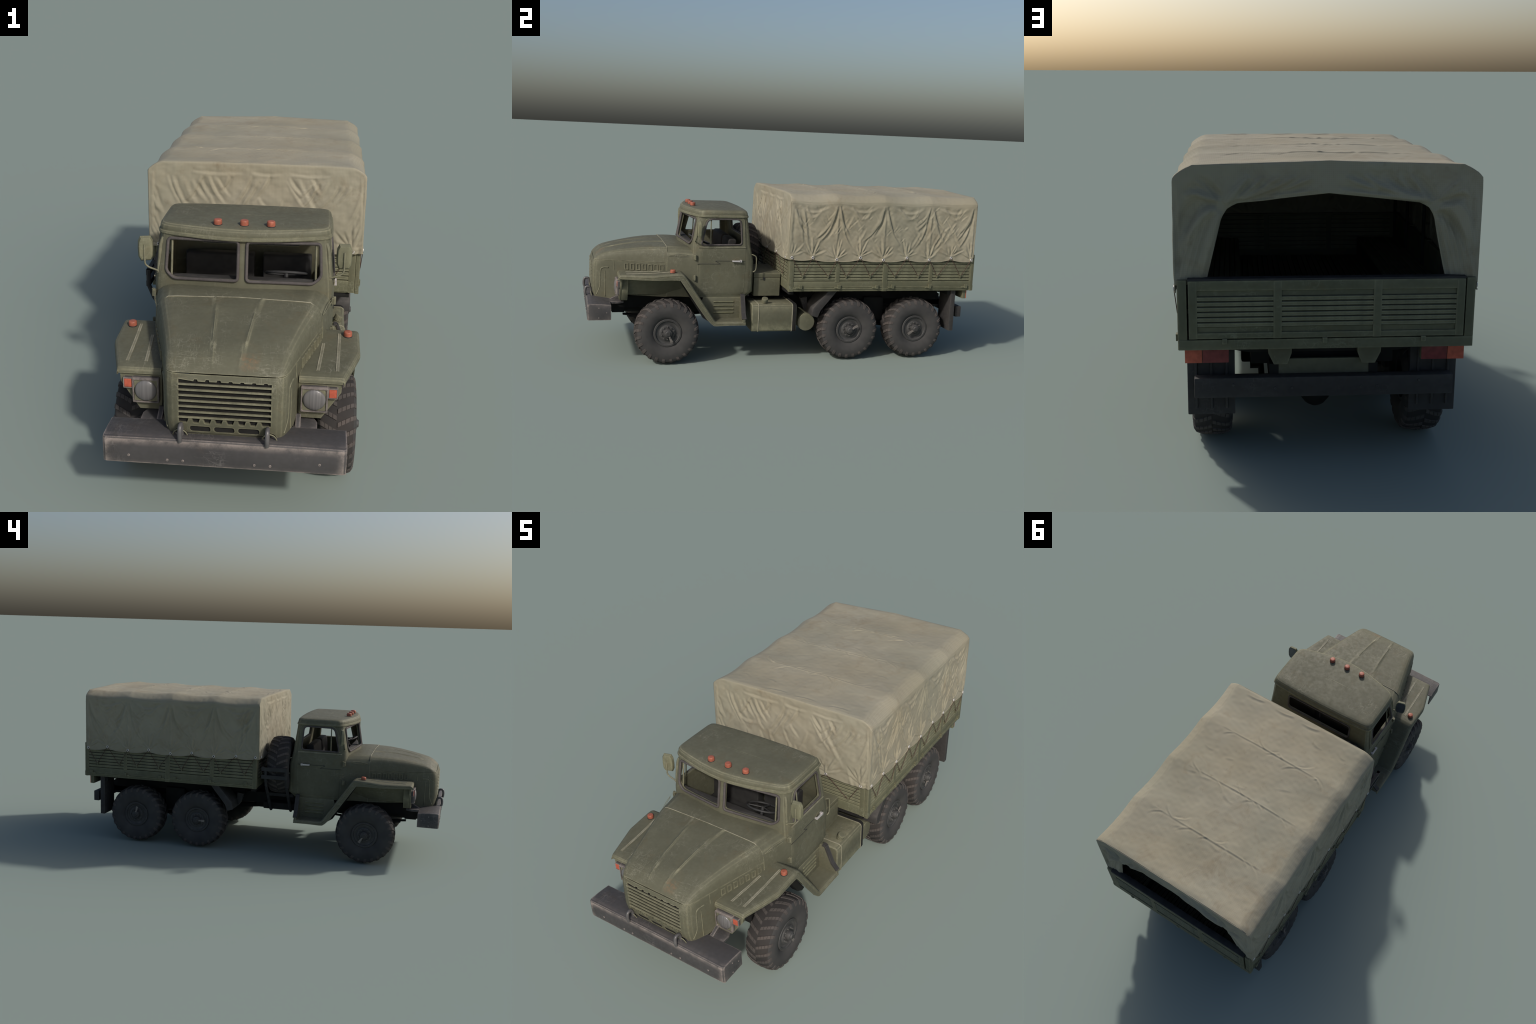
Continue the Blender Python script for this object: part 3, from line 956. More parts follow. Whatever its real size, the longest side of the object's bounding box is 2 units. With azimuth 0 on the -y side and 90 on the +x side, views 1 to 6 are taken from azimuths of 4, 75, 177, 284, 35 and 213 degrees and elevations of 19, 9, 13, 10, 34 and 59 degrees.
def leaf_spring(x, yc, half, z0, sag, n=5):
    bm = bmesh.new()
    for k in range(n):
        L = half * (1 - k * .15)
        ys = np.linspace(-L, L, 11)
        G = []
        for yy in ys:
            z = z0 + sag * (yy / half) ** 2 - k * .007
            G.append([(x - .014, yc + yy, z), (x + .014, yc + yy, z), (x + .014, yc + yy, z - .006), (x - .014, yc + yy, z - .006)])
        V = bm_grid(bm, np.array(G), True)
        bm.faces.new(V[0]); bm.faces.new(V[-1])
    finish(bm, "leaf_spring", M_CHASSIS, chassis, clean=True)
for s in (1, -1):
    leaf_spring(s * .165, -.615, .195, .205, .010, 4)
    leaf_spring(s * .185, .508, .215, .262, -.045, 6)
    box("suspension_bracket", s * .15, s * .225, .45, .566, .17, .30, M_CHASSIS, chassis, .01)
    tube("torque_rod", [(s * .16, .35, .12), (s * .16, .50, .15), (s * .16, .67, .12)], .010, M_CHASSIS, chassis)

box("gap_blocker", -.368, .368, .862, .908, .338, .3685, M_CHASSIS, chassis, .002)  # black box added to block the bright gap under the bed
# dark sub-frame carrying the bed, gearbox tunnel walls
prism("bed_subframe", [(-.262, .372), (.262, .372), (.248, .335), (.205, .327), (-.205, .327), (-.248, .335)], 'y', .01, .905, M_CHASSIS, chassis, .002)
box("wheelhouse_panel", -.20, .20, .10, .88, .285, .33, M_CHASSIS, chassis, .002)

# fuel tank ---------------------------------------------------------------
tank_sec = [(.165, .152), (.339, .152), (.3440, .158), (.3440, .278), (.3400, .286), (.330, .2915), (.165, .2915)]
tank = prism("fuel_tank", tank_sec, 'y', -.1865, .0475, M_OLIVE, None, .006, 3, 60)
def tank_band(name, y0, y1, off, mat):
    bm = bmesh.new()
    c = np.array([.26, .225])
    G = []
    for y in (y0, y1):
        G.append([(c[0] + (a - c[0]) * (1 + off / .095), y, c[1] + (b - c[1]) * (1 + off / .072)) for a, b in tank_sec])
    V = bm_grid(bm, np.array(G), True)
    bm.faces.new(V[0]); bm.faces.new(V[1][::-1])
    finish(bm, name, mat, tank, .0004, 1)
for y in (-.152, .0235):
    tank_band("tank_strap", y - .0022, y + .0022, .0022, M_TRIM)
tank_band("tank_end_band", .0262, .044, .0014, M_CHASSIS)
cyl("filler_neck", (.312, -.117, .289), (.42, 0, 1), .0125, .0125, .012, M_OLIVE, tank, 16, .001)
cyl("filler_cap", (.3175, -.117, .3005), (.42, 0, 1), .0165, .0155, .020, M_OLIVE, tank, 14, .002)
# air cylinder
acyl = cyl("air_tank", (.17, .104, .193), (1, 0, 0), .045, .045, .158, M_OLIVE, None, 20, .005)

# tool box behind the cab --------------------------------------------------
tb = box("tool_box", -.03, .250, -.160, -.0235, .316, .409, M_OLIVE, None, .002)
box("tool_box_lid", -.032, .2515, -.162, -.022, .4105, .4335, M_OLIVE, tb, .0025)
box("tool_box_latch", .2505, .2535, -.113, -.105, .398, .413, M_RACK, tb, .0006)

# =====================================================================
#  WHEELS
# =====================================================================
TW = .0615
PROFILE = [(.030, .060), (.042, .0655), (.049, .072), (.0550, .083), (.0590, .099), (.0597, .114), (.0570, .130), (.0518, .1435), (.0462, .1492), (.030, .1534), (.012, .1550), (0, .1553)]
def prof_at(u):
    """point of the outer profile by |w| measured along crown then side"""
    pts = np.array(PROFILE[::-1])
    seg = np.r_[0, np.cumsum(np.linalg.norm(np.diff(pts, axis=0), axis=1))]
    x = np.interp(u, seg, pts[:, 0]); r = np.interp(u, seg, pts[:, 1])
    e = 1e-3
    x2 = np.interp(u + e, seg, pts[:, 0]); r2 = np.interp(u + e, seg, pts[:, 1])
    t = np.array([x2 - x, r2 - r]); t /= np.linalg.norm(t) + 1e-9
    return x, r, np.array([-t[1], t[0]])

def tyre_mesh():
    prof = [(w, r) for w, r in PROFILE] + [(-w, r) for w, r in PROFILE[::-1][1:]]
    # rounder section through Catmull-Rom
    prof = [tuple(p) for p in resample_curve(prof, 3)]
    N = 72
    bm = bmesh.new()
    G = np.array([[(w, r * math.cos(2 * math.pi * k / N), r * math.sin(2 * math.pi * k / N)) for k in range(N)] for w, r in prof])
    V = bm_grid(bm, G, True)
    bmesh.ops.recalc_face_normals(bm, faces=bm.faces)
    for f in bm.faces:
        c = f.calc_center_median()
        f.material_index = 1 if math.hypot(c.y, c.z) > .1455 else 0
    me = bpy.data.meshes.new("tyre")
    bm.to_mesh(me); bm.free()
    me.shade_smooth()
    me.materials.append(M_TYRE); me.materials.append(M_GROOVE)
    return me

def tread_mesh():
    """chevron lug blocks: 24 per side, staggered, each bar cut into five blocks"""
    bm = bmesh.new()
    n = 24
    pitch = 2 * math.pi / n
    H = .0036
    cuts = [(.0015, .0125), (.0138, .0248), (.0261, .0372), (.0385, .0480), (.0490, .0700)]
    for side in (1, -1):
        for i in range(n):
            base = i * pitch + (0 if side > 0 else pitch / 2)
            for bi, (u0, u1) in enumerate(cuts):
                top, bot = [], []
                for u in (u0, (u0 + u1) / 2, u1):
                    w, r, nn = prof_at(u)
                    h = H * (1.0 if bi < 4 else 1.0)
                    lead = -min(u, .05) / .05 * pitch * .62 - max(0, u - .05) * 1.2
                    hw = pitch * (.185 if bi < 4 else .205)
                    if bi == 4 and u == u1:
                        h *= .35
                    for sgn in (-1, 1):
                        a = base + lead + sgn * hw
                        for arr, hh, k in ((top, h, .86), (bot, -.002, 1.0)):
                            aa = base + lead + sgn * hw * k
                            ww, r2 = w + nn[0] * hh, r + nn[1] * hh
                            # angle 0 = up; forward rolling apex leads
                            arr.append(bm.verts.new((side * ww, -r2 * math.sin(aa), r2 * math.cos(aa))))
                for q in (0, 2):
                    bm.faces.new((top[q], top[q + 1], top[q + 3], top[q + 2]))
                    bm.faces.new((top[q], top[q + 2], bot[q + 2], bot[q]))
                    bm.faces.new((top[q + 1], bot[q + 1], bot[q + 3], top[q + 3]))
                bm.faces.new((top[0], bot[0], bot[1], top[1]))
                bm.faces.new((top[4], top[5], bot[5], bot[4]))
    bmesh.ops.recalc_face_normals(bm, faces=bm.faces)
    me = bpy.data.meshes.new("tread")
    bm.to_mesh(me); bm.free()
    me.materials.append(M_TREAD)
    return me

def rim_mesh():
    prof = [(.0, .0665), (.042, .0665), (.0490, .0692), (.0515, .0675), (.0515, .0600), (.0500, .0580), (.0455, .0560), (.0440, .0530), (.0445, .0400), (.0485, .0385), (.0495, .0365), (.0495, .0230), (.052, .0225), (.0635, .0205), (.0670, .0185), (.0680, .0130), (.0710, .0122), (.0735, .0100), (.0740, .001)]
    bm = bmesh.new()
    N = 48
    G = np.array([[(w, r * math.cos(2 * math.pi * k / N), r * math.sin(2 * math.pi * k / N)) for k in range(N)] for w, r in prof])
    V = bm_grid(bm, G, True)
    bm.faces.new(V[-1])
    G = np.array([[(w, r * math.cos(2 * math.pi * k / N), r * math.sin(2 * math.pi * k / N)) for k in range(N)] for w, r in [(0, .0665), (-.040, .0665), (-.047, .068), (-.047, .060), (-.01, .055), (-.01, .001)]])
    V = bm_grid(bm, G, True)
    bm.faces.new(V[-1])
    bmesh.ops.remove_doubles(bm, verts=bm.verts, dist=1e-5)
    bmesh.ops.recalc_face_normals(bm, faces=bm.faces)
    me = bpy.data.meshes.new("wheel")
    bm.to_mesh(me); bm.free()
    me.shade_smooth(); me.set_sharp_from_angle(angle=math.radians(32))
    me.materials.append(M_RIM)
    return me

def nut_mesh():
    bm = bmesh.new()
    bm_cyl(bm, (0, 0, 0), (1, 0, 0), .0038, .0034, .005, 6)
    bm_cyl(bm, (0, 0, 0), (1, 0, 0), .0020, .0018, .0075, 8)
    bmesh.ops.recalc_face_normals(bm, faces=bm.faces)
    me = bpy.data.meshes.new("wheel_nut")
    bm.to_mesh(me); bm.free()
    me.materials.append(M_NUT)
    return me

def crank_mesh():
    bm = bmesh.new()
    bm_prism(bm, [(-.004, .018), (.004, .018), (.0065, .0475), (-.0065, .0475)], 'x', .0610, .0645)
    bm_cyl(bm, (.052, 0, .0185), (1, 0, 0), .0042, .0042, .017, 10)
    me_o = bm
    bmesh.ops.recalc_face_normals(bm, faces=bm.faces)
    me = bpy.data.meshes.new("valve_guard")
    bm.to_mesh(me); bm.free()
    me.materials.append(M_CRANK)
    return me

def mirror_mesh(me):
    m2 = me.copy()
    m2.transform(Matrix.Scale(-1, 4, (1, 0, 0)))
    m2.flip_normals()
    return m2
base = dict(tyre=tyre_mesh(), tread=tread_mesh(), wheel=rim_mesh(), wheel_nut=nut_mesh(), valve_guard=crank_mesh())
flip = {k: mirror_mesh(v) for k, v in base.items()}

def place_wheel(side, loc, spin, crank_deg, rotz=0.0):
    M = base if side > 0 else flip
    w = add("wheel", M['wheel'], None)
    w.location = loc
    w.rotation_euler = (spin, 0, rotz)
    for k in ('tyre', 'tread'):
        o = add(k, M[k], None, w)
        if k == 'tread':
            o["kind"] = "stuff"
    for i in range(10):
        t = 2 * math.pi * i / 10 + .3
        o = add("wheel_nut", M['wheel_nut'], None, w)
        o.location = (side * .0490, .0305 * math.cos(t), .0305 * math.sin(t))
    if crank_deg is not None:
        o = add("valve_guard", M['valve_guard'], None, w)
        o.rotation_euler = (math.radians(crank_deg) - spin, 0, 0)
    return w
# guard angle: measured from up (z) turning about +x  (positive leans to -y)
for side, cr in ((1, (205, -62, 125)), (-1, (212, 92, 12))):
    for (y, c), sp in zip(zip(AXLES, cr), (.05, .12, .2)):
        place_wheel(side, (side * .3125, y, .1588), sp + (0.04 if side < 0 else 0), c)

# spare wheel standing behind the cab
spare = place_wheel(1, (-.206, -.1165, .4795), 0.1, None, rotz=math.radians(-90))
# carrier
bm = bmesh.new()
for y in (-.063, -.176):
    P = [(-.3735, y, .487), (-.3735, y, .428), (-.355, y, .38), (-.232, y, .232), (-.218, y, .222), (-.19, y, .232)]
    for a, b in zip(P[:-1], P[1:]):
        bm_tube(bm, [a, b], .0085, 8)
for z in (.477, .4345):
    bm_box(bm, -.3815, -.3665, -.1815, -.040, z - .010, z + .010)
rack = finish(bm, "spare_wheel_carrier", M_RACK, None, .0015, clean=False)
box("carrier_shelf", -.225, -.14, -.19, -.045, .30, .318, M_RACK, rack, .002)

# =====================================================================
#  MUDGUARDS, REAR END
# =====================================================================
for s in (1, -1):
    mg = prism("rear_mudguard", [(.252, .368), (.1645, .262), (.150, .226), (.118, .236), (.125, .275), (.205, .368)], 'x', s * .235, s * .372, M_MUD, None, .004)
    prism("mudguard_flange", [(.118, .31), (.123, .31), (.128, .24), (.118, .236), (.105, .255), (.088, .305)], 'x', s * .235, s * .262, M_MUD, mg, .001)
    fl = box("mud_flap", s * .245, s * .3765, .879, .905, .146, .368, M_MUD, None, .003)
    for k in (.268, .310, .352):
        prism("flap_rib", [(s * (k - .005), .905), (s * (k + .005), .905), (s * (k + .0025), .911), (s * (k - .0025), .911)], 'z', .166, .36, M_MUD, fl, .001)
    # tail lamps
    tl = box("tail_lamp_housing", s * .2605, s * .3785, .944, .9635, .3205, .3685, M_BED, None, .002)
    box("tail_lamp_amber", s * .3325, s * .378, .9633, .9672, .3215, .3665, M_AMBER, tl, .0015)
    box("tail_lamp_red", s * .261, s * .3315, .9633, .9668, .3215, .3665, M_RED, tl, .0015)
    prism("tow_bracket", [(s * .090, .368), (s * .156, .368), (s * .154, .337), (s * .139, .305), (s * .102, .305), (s * .090, .337)], 'y', .926, .944, M_OLIVE, None, .002)
    box("bumper_arm", s * .125, s * .150, .84, .93, .225, .268, M_MUD, None, .002)
box("rear_crossmember", -.1345, .1345, .912, .9235, .225, .314, M_OLIVE, None, .003)
rb = box("rear_bumper", -.3555, .3555, .924, .956, .2155, .2725, M_MUD, None, .004)
for x, z in ((-.26, .258), (-.145, .242), (-.10, .242), (.09, .242), (.135, .242), (.25, .253)):
    cyl("bumper_bolt", (x, .9555, z), (0, 1, 0), .0042, .0036, .003, M_MUD, rb, 10)
tube("tow_coupling", [(0, .84, .25), (0, .915, .245)], .014, M_CHASSIS, None, 10)

# =====================================================================
#  CARGO BED
# =====================================================================
bed = box("cargo_bed", -.372, .372, .0, .978, .3690, .385, M_BED, None, .002)
BX = .3905                         # outer face of side boards
def slat_mesh(length, pitch, axis):
    """one horizontal board with two pressed ribs; local length centred"""
    h = pitch / 2
    sec = [(0, -h * .80), (.0040, -h * .74), (.0050, -h * .50), (.0044, -h * .20), (.0042, h * .05), (.0058, h * .30), (.0058, h * .66), (.0040, h * .78), (0, h * .80)]
    bm = bmesh.new()
    A, B = [], []
    for d, z in sec:
        for arr, l in ((A, -length / 2), (B, length / 2)):
            arr.append(bm.verts.new((d, l, z) if axis == 'y' else (l, -d, z)))
    n = len(sec)
    bm.faces.new(A); bm.faces.new(B[::-1])
    for i in range(n):
        j = (i + 1) % n
        bm.faces.new((A[i], B[i], B[j], A[j]))
    bmesh.ops.recalc_face_normals(bm, faces=bm.faces)
    me = bpy.data.meshes.new("slat")
    bm.to_mesh(me); bm.free()
    me.materials.append(M_SLAT)
    return me

SIDE_Z0, SIDE_Z1, NS = .4185, .5500, 8
PITCH = .0167
side_bays = [(.0075, .2245), (.2475, .4795), (.5065, .7355), (.7555, .9715)]
sm = {}
for s in (1, -1):
    sb_ = box("side_board", s * .376, s * (BX - .0055), -.005, .982, .380, .552, M_BED, None, .0015)
    for a, b in side_bays:
        L = b - a
        key = (round(L, 4), s)
        if key not in sm:
            m_ = slat_mesh(L, PITCH, 'y')
            sm[key] = m_ if s > 0 else mirror_mesh(m_)
        for i in range(NS):
            o = add("slat", sm[key], None, sb_)
            o.location = (s * (BX - .0042), (a + b) / 2, SIDE_Z0 + PITCH * (i + .5))
        box("slat_shade_strip", s * (BX - .006), s * (BX - .0035), a, b, SIDE_Z0, .5495, M_GAP_SHADE, sb_, 0)  # dark strip added behind the slats to deepen the gap shade
    # lower rail with its two mouldings
    box("lower_rail", s * .374, s * (BX + .0012), -.004, .976, .3665, .4165, M_BED, sb_, .0015)
    box("rail_moulding", s * (BX - .001), s * (BX + .0032), .004, .974, .3865, .3895, M_BED, sb_, .0008)
    box("rail_moulding", s * (BX - .001), s * (BX + .0038), .004, .974, .3785, .3825, M_BED, sb_, .0008)
    # posts
    for a, b, z0, ex in ((-.0185, .0065, .3655, .0035), (.2245, .2475, .413, .0030), (.4795, .5065, .3655, .0035), (.7355, .7555, .413, .0030), (.9725, .9875, .3655, .0035)):
        box("side_post", s * (BX - .012), s * (BX + ex), a, b, z0, .556, M_BED, sb_, .002)
    # latches on the lower rail, rope hooks on the boards
    for y in (.043, .245, .449, .536, .743, .948):
        bm = bmesh.new()
        bm_prism(bm, [(y - .0075, .400), (y + .0085, .400), (y + .0065, .3805), (y - .006, .3805)], 'x', s * BX, s * (BX + .011))
        bm_box(bm, s * BX, s * (BX + .0085), y - .024, y - .006, .3825, .3885)
        finish(bm, "board_latch", M_BED, sb_, .0012, clean=False)
    for y in (.051, .185, .281, .410, .544, .675, .780, .913):
        prism("rope_hook", [(y - .0055, .4555), (y + .0055, .4555), (y + .0045, .4425), (y + .0025, .4355), (y - .0025, .4355), (y - .004, .4425)], 'x', s * (BX - .002), s * (BX + .0085), M_BED, sb_, .0015)

# front board
fb = box("front_board", -.383, .383, -.0125, .0015, .3665, .556, M_BED, None, .0015)
fbays = [(-.353, -.130), (-.108, .108), (.130, .353)]
for a, b in fbays:
    me = slat_mesh(b - a, PITCH, 'x')
    for i in range(8):
        o = add("slat", me, None, fb)
        o.location = ((a + b) / 2, -.0123, SIDE_Z0 + PITCH * (i + .5))
    box("slat_shade_strip", a, b, -.0140, -.0120, SIDE_Z0, .5495, M_GAP_SHADE, fb, 0)
    # inside face
    for i in range(8):
        o = add("slat", me, None, fb)
        o.location = ((a + b) / 2, .0013, SIDE_Z0 + PITCH * (i + .5))
        o.rotation_euler = (0, 0, math.pi)
for a, b in ((-.3775, -.353), (-.130, -.108), (.108, .130), (.353, .3775)):
    box("front_post", a, b, -.0177, -.008, .3685, .556, M_BED, fb, .002)
box("front_rail", -.3775, .3775, -.0170, -.010, .372, .4165, M_BED, fb, .002)
box("front_sill", -.36, .36, -.006, .02, .345, .3675, M_CHASSIS, fb, .002)
for x in (-.30, -.10, .10, .30):
    prism("rope_hook", [(x - .0055, .4505), (x + .0055, .4505), (x + .0045, .4375), (x + .0025, .4305), (x - .0025, .4305), (x - .004, .4375)], 'y', -.026, -.012, M_BED, fb, .0015)

# tailgate
tg = box("tailgate", -.3645, .3645, .974, .9905, .398, .5545, M_BED, None, .0015)
gb = [(-.342, -.143), (-.121, .121), (.143, .342)]
GP = .0141
for a, b in gb:
    me = slat_mesh(b - a, GP, 'x')
    box("slat_shade_strip", a, b, .9895, .9918, .4290, .4290 + 6 * GP, M_GAP_SHADE, tg, 0)
    for i in range(6):
        o = add("slat", me, None, tg)
        o.location = ((a + b) / 2, (.9900), .4290 + GP * (i + .5))
        o.rotation_euler = (0, 0, math.pi)
        o2 = add("slat", me, None, tg)
        o2.location = ((a + b) / 2, .9742, .4290 + GP * (i + .5))
for a, b in ((-.3645, -.342), (-.143, -.121), (.121, .143), (.342, .3645)):
    box("tailgate_post", a, b, .984, .9965, .398, .5545, M_BED, tg, .0015)
box("tailgate_rail", -.3635, .3635, .984, .9957, .529, .5553, M_BED, tg, .0015)
box("tailgate_rail", -.3635, .3635, .984, .9957, .3985, .4145, M_BED, tg, .0015)
box("tailgate_cap", -.366, .366, .966, .9940, .5545, .5605, M_RACK, tg, .001)
box("tailgate_sill", -.3925, .3925, .968, .9925, .3665, .3945, M_BED, tg, .002)
for s in (1, -1):
    box("corner_post", s * .369, s * .3925, .968, .9905, .392, .5565, M_BED, tg, .002)
for x in (.271, .0065, -.257):
    box("tailgate_hinge", x - .0065, x + .0065, .990, 1.0000, .3845, .399, M_BED, tg, .0015)

# interior: floor planks, benches, hoops
for k, x in enumerate(np.linspace(-.224, .224, 25)):
    box("floor_plank", x - .0066, x + .0066, .01, .965, .384, .3970 + .0006 * (k % 3), M_BED, bed, 0)
for s in (1, -1):
    xi, zt = .2250, .4670
    bn = box("bench", s * xi, s * .372, .016, .955, zt - .012, zt - .0055, M_BED, bed, .001)
    for k in range(9):
        x = xi + .009 + k * (.372 - xi - .016) / 8
        box("bench_slat", s * (x - .0060), s * (x + .0060), .016, .955, zt - .006, zt, M_BED, bn, 0)
    box("bench_front", s * (xi + .0015), s * (xi + .0075), .016, .955, .39, zt - .012, M_RACK, bn, 0)
HOOPS = [-.020, .221, .472, .724, .972]
for y in HOOPS:
    yy = min(max(y, .010), .944)
    tube("cover_hoop", [(.372, yy, .39), (.372, yy, .806), (.338, yy, .834), (0, yy, .846), (-.338, yy, .834), (-.372, yy, .806), (-.372, yy, .39)], .006, M_RACK, bed)

# =====================================================================
#  CANVAS COVER
# =====================================================================
def ridge_field(U, V, ridges):
    """sum of cloth folds. ridge = (points, width, height): crest with a soft valley on one side"""
    H = np.zeros_like(U)
    for pts, w, h in ridges:
        P = np.array(pts, float)
        best = np.full(U.shape, 1e9); side = np.zeros_like(U); tt = np.zeros_like(U)
        seg = np.r_[0, np.cumsum(np.linalg.norm(np.diff(P, axis=0), axis=1))]
        pad = w * 4
        msk = (U > P[:, 0].min() - pad) & (U < P[:, 0].max() + pad) & (V > P[:, 1].min() - pad) & (V < P[:, 1].max() + pad)
        if not msk.any():
            continue
        u, v = U[msk], V[msk]
        b = np.full(u.shape, 1e9); sd = np.zeros_like(u); t_ = np.zeros_like(u)
        for k in range(len(P) - 1):
            a, d = P[k], P[k + 1] - P[k]
            L2 = d @ d + 1e-12
            t = np.clip(((u - a[0]) * d[0] + (v - a[1]) * d[1]) / L2, 0, 1)
            du, dv = u - (a[0] + t * d[0]), v - (a[1] + t * d[1])
            q = np.hypot(du, dv)
            s = np.sign(d[0] * dv - d[1] * du)
            m = q < b
            b[m] = q[m]; sd[m] = s[m]; t_[m] = (seg[k] + t[m] * math.sqrt(L2)) / seg[-1]
        sgn = b * sd
        taper = np.sin(np.pi * np.clip(t_, 0.0, 1.0) ** .75) ** .7
        prof = np.exp(-(np.abs(sgn) / (.92 * w)) ** 1.35) - .75 * np.exp(-((sgn - 1.7 * w) / (1.25 * w)) ** 2)
        H[msk] += h * taper * prof
    return H

def cloth_noise(U, V, seed, scale, amp):
    """smooth value noise built from random plane waves"""
    r = np.random.default_rng(seed)
    H = np.zeros_like(U)
    for _ in range(14):
        a = r.uniform(0, 2 * math.pi); k = 2 * math.pi / (scale * r.uniform(.6, 1.6)); p = r.uniform(0, 6.28)
        H += np.sin(k * (U * math.cos(a) + V * math.sin(a)) + p)
    return amp * H / math.sqrt(14)

def fold_limit(D, up=.0034, down=.0062):
    return np.where(D > 0, up * np.tanh(D / up), down * np.tanh(D / down))

def soft(D, lim=.0052):
    return lim * np.tanh(D / lim)

def bez(a, c, b, n=10):
    a, b, c = map(np.array, (a, b, c))
    return [tuple((1 - t) ** 2 * a + 2 * t * (1 - t) * c + t * t * b) for t in np.linspace(0, 1, n)]

GROMMETS = [(-.010, .5395), (.098, .540), (.224, .530), (.349, .540), (.474, .529), (.602, .540), (.726, .530), (.849, .541), (.966, .530)]
def side_ridges(r):
    R = []
    tops = [-.015, .221, .472, .724, .965]
    # swags hanging between the hoops
    for i in range(4):
        a, b = tops[i], tops[i + 1]
        m = (a + b) / 2 + r.uniform(-.03, .03)
        for k in range(2):
            e = .035 + .035 * k
            R.append((bez((a + e, .797), (m, .797 - .07 - .05 * k + r.uniform(-.01, .01)), (b - e, .797)), .0070, .0030))
        # long drapes leaving each hoop downwards
        for sgn, o in ((1, a), (-1, b)):
            for k in range(3):
                L = r.uniform(.10, .19)
                dx = r.uniform(.05, .095) * (1 + .25 * k)
                z0 = .80 - .02 * k
                p0 = (o + sgn * (.008 + .006 * k), z0)
                p1 = (o + sgn * dx, z0 - L)
                c = (o + sgn * dx * .25, z0 - L * .62)
                R.append((bez(p0, c, p1), r.uniform(.0045, .0085), r.uniform(.0030, .0060)))
    for o in tops:
        R.append((bez((o + .003, .805), (o - .004, .68), (o + .002, .55)), .006, .0020))
    for o in (tops[0] + .03, tops[0] + .055):
        R.append((bez((o, .78), (o + .02, .70), (o + .03, .60)), .006, .0034))
    # fans of short tight folds above every eyelet
    for gy, gz in GROMMETS:
        for k in range(7):
            ang = math.radians(-62 + k * 20.5 + r.uniform(-8, 8))
            L = r.uniform(.045, .10) * (1.25 - .35 * abs(k - 3) / 3)
            p0 = (gy + .004 * math.sin(ang), gz + .006)
            p1 = (gy + L * math.sin(ang), gz + L * math.cos(ang))
            c = ((p0[0] + p1[0]) / 2 + r.uniform(-.006, .006), (p0[1] + p1[1]) / 2)
            R.append((bez(p0, c, p1, 6), r.uniform(.0034, .0052), r.uniform(.0022, .0046)))
    # fine V creases scattered over the cloth
    for _ in range(46):
        y0, z0 = r.uniform(.0, .95), r.uniform(.60, .80)
        for sgn in (1, -1):
            L = r.uniform(.025, .075)
            R.append((bez((y0, z0), (y0 + sgn * L * .25, z0 + L * .35), (y0 + sgn * L * r.uniform(.4, .8), z0 + L * r.uniform(.5, .9)), 6), r.uniform(.0030, .0045), r.uniform(.0008, .0018)))
    # loose long diagonal pulls
    for _ in range(14):
        y0 = r.uniform(.05, .90); z0 = r.uniform(.58, .70); s = r.choice([-1, 1])
        R.append((bez((y0, z0), (y0 + s * .02, z0 + .03), (y0 + s * .05, z0 + .09)), .006, .0020))
    return R

def hoop_sag(y):
    s = 0
    for a, b in zip(HOOPS[:-1], HOOPS[1:]):
        if a <= y <= b:
            s = math.sin(math.pi * (y - a) / (b - a)) ** 1.3
    return s

Y0, Y1 = -.0225, .9775
def hem_z(y):
    gy = [Y0] + [g[0] for g in GROMMETS] + [Y1]
    gz = [.5285] + [g[1] - .0105 for g in GROMMETS] + [.5195]
    z = np.interp(y, gy, gz)
    for a, b in zip(gy[:-1], gy[1:]):
        if a <= y <= b and b - a > .05:
            z -= .0055 * math.sin(math.pi * (y - a) / (b - a))
    return z

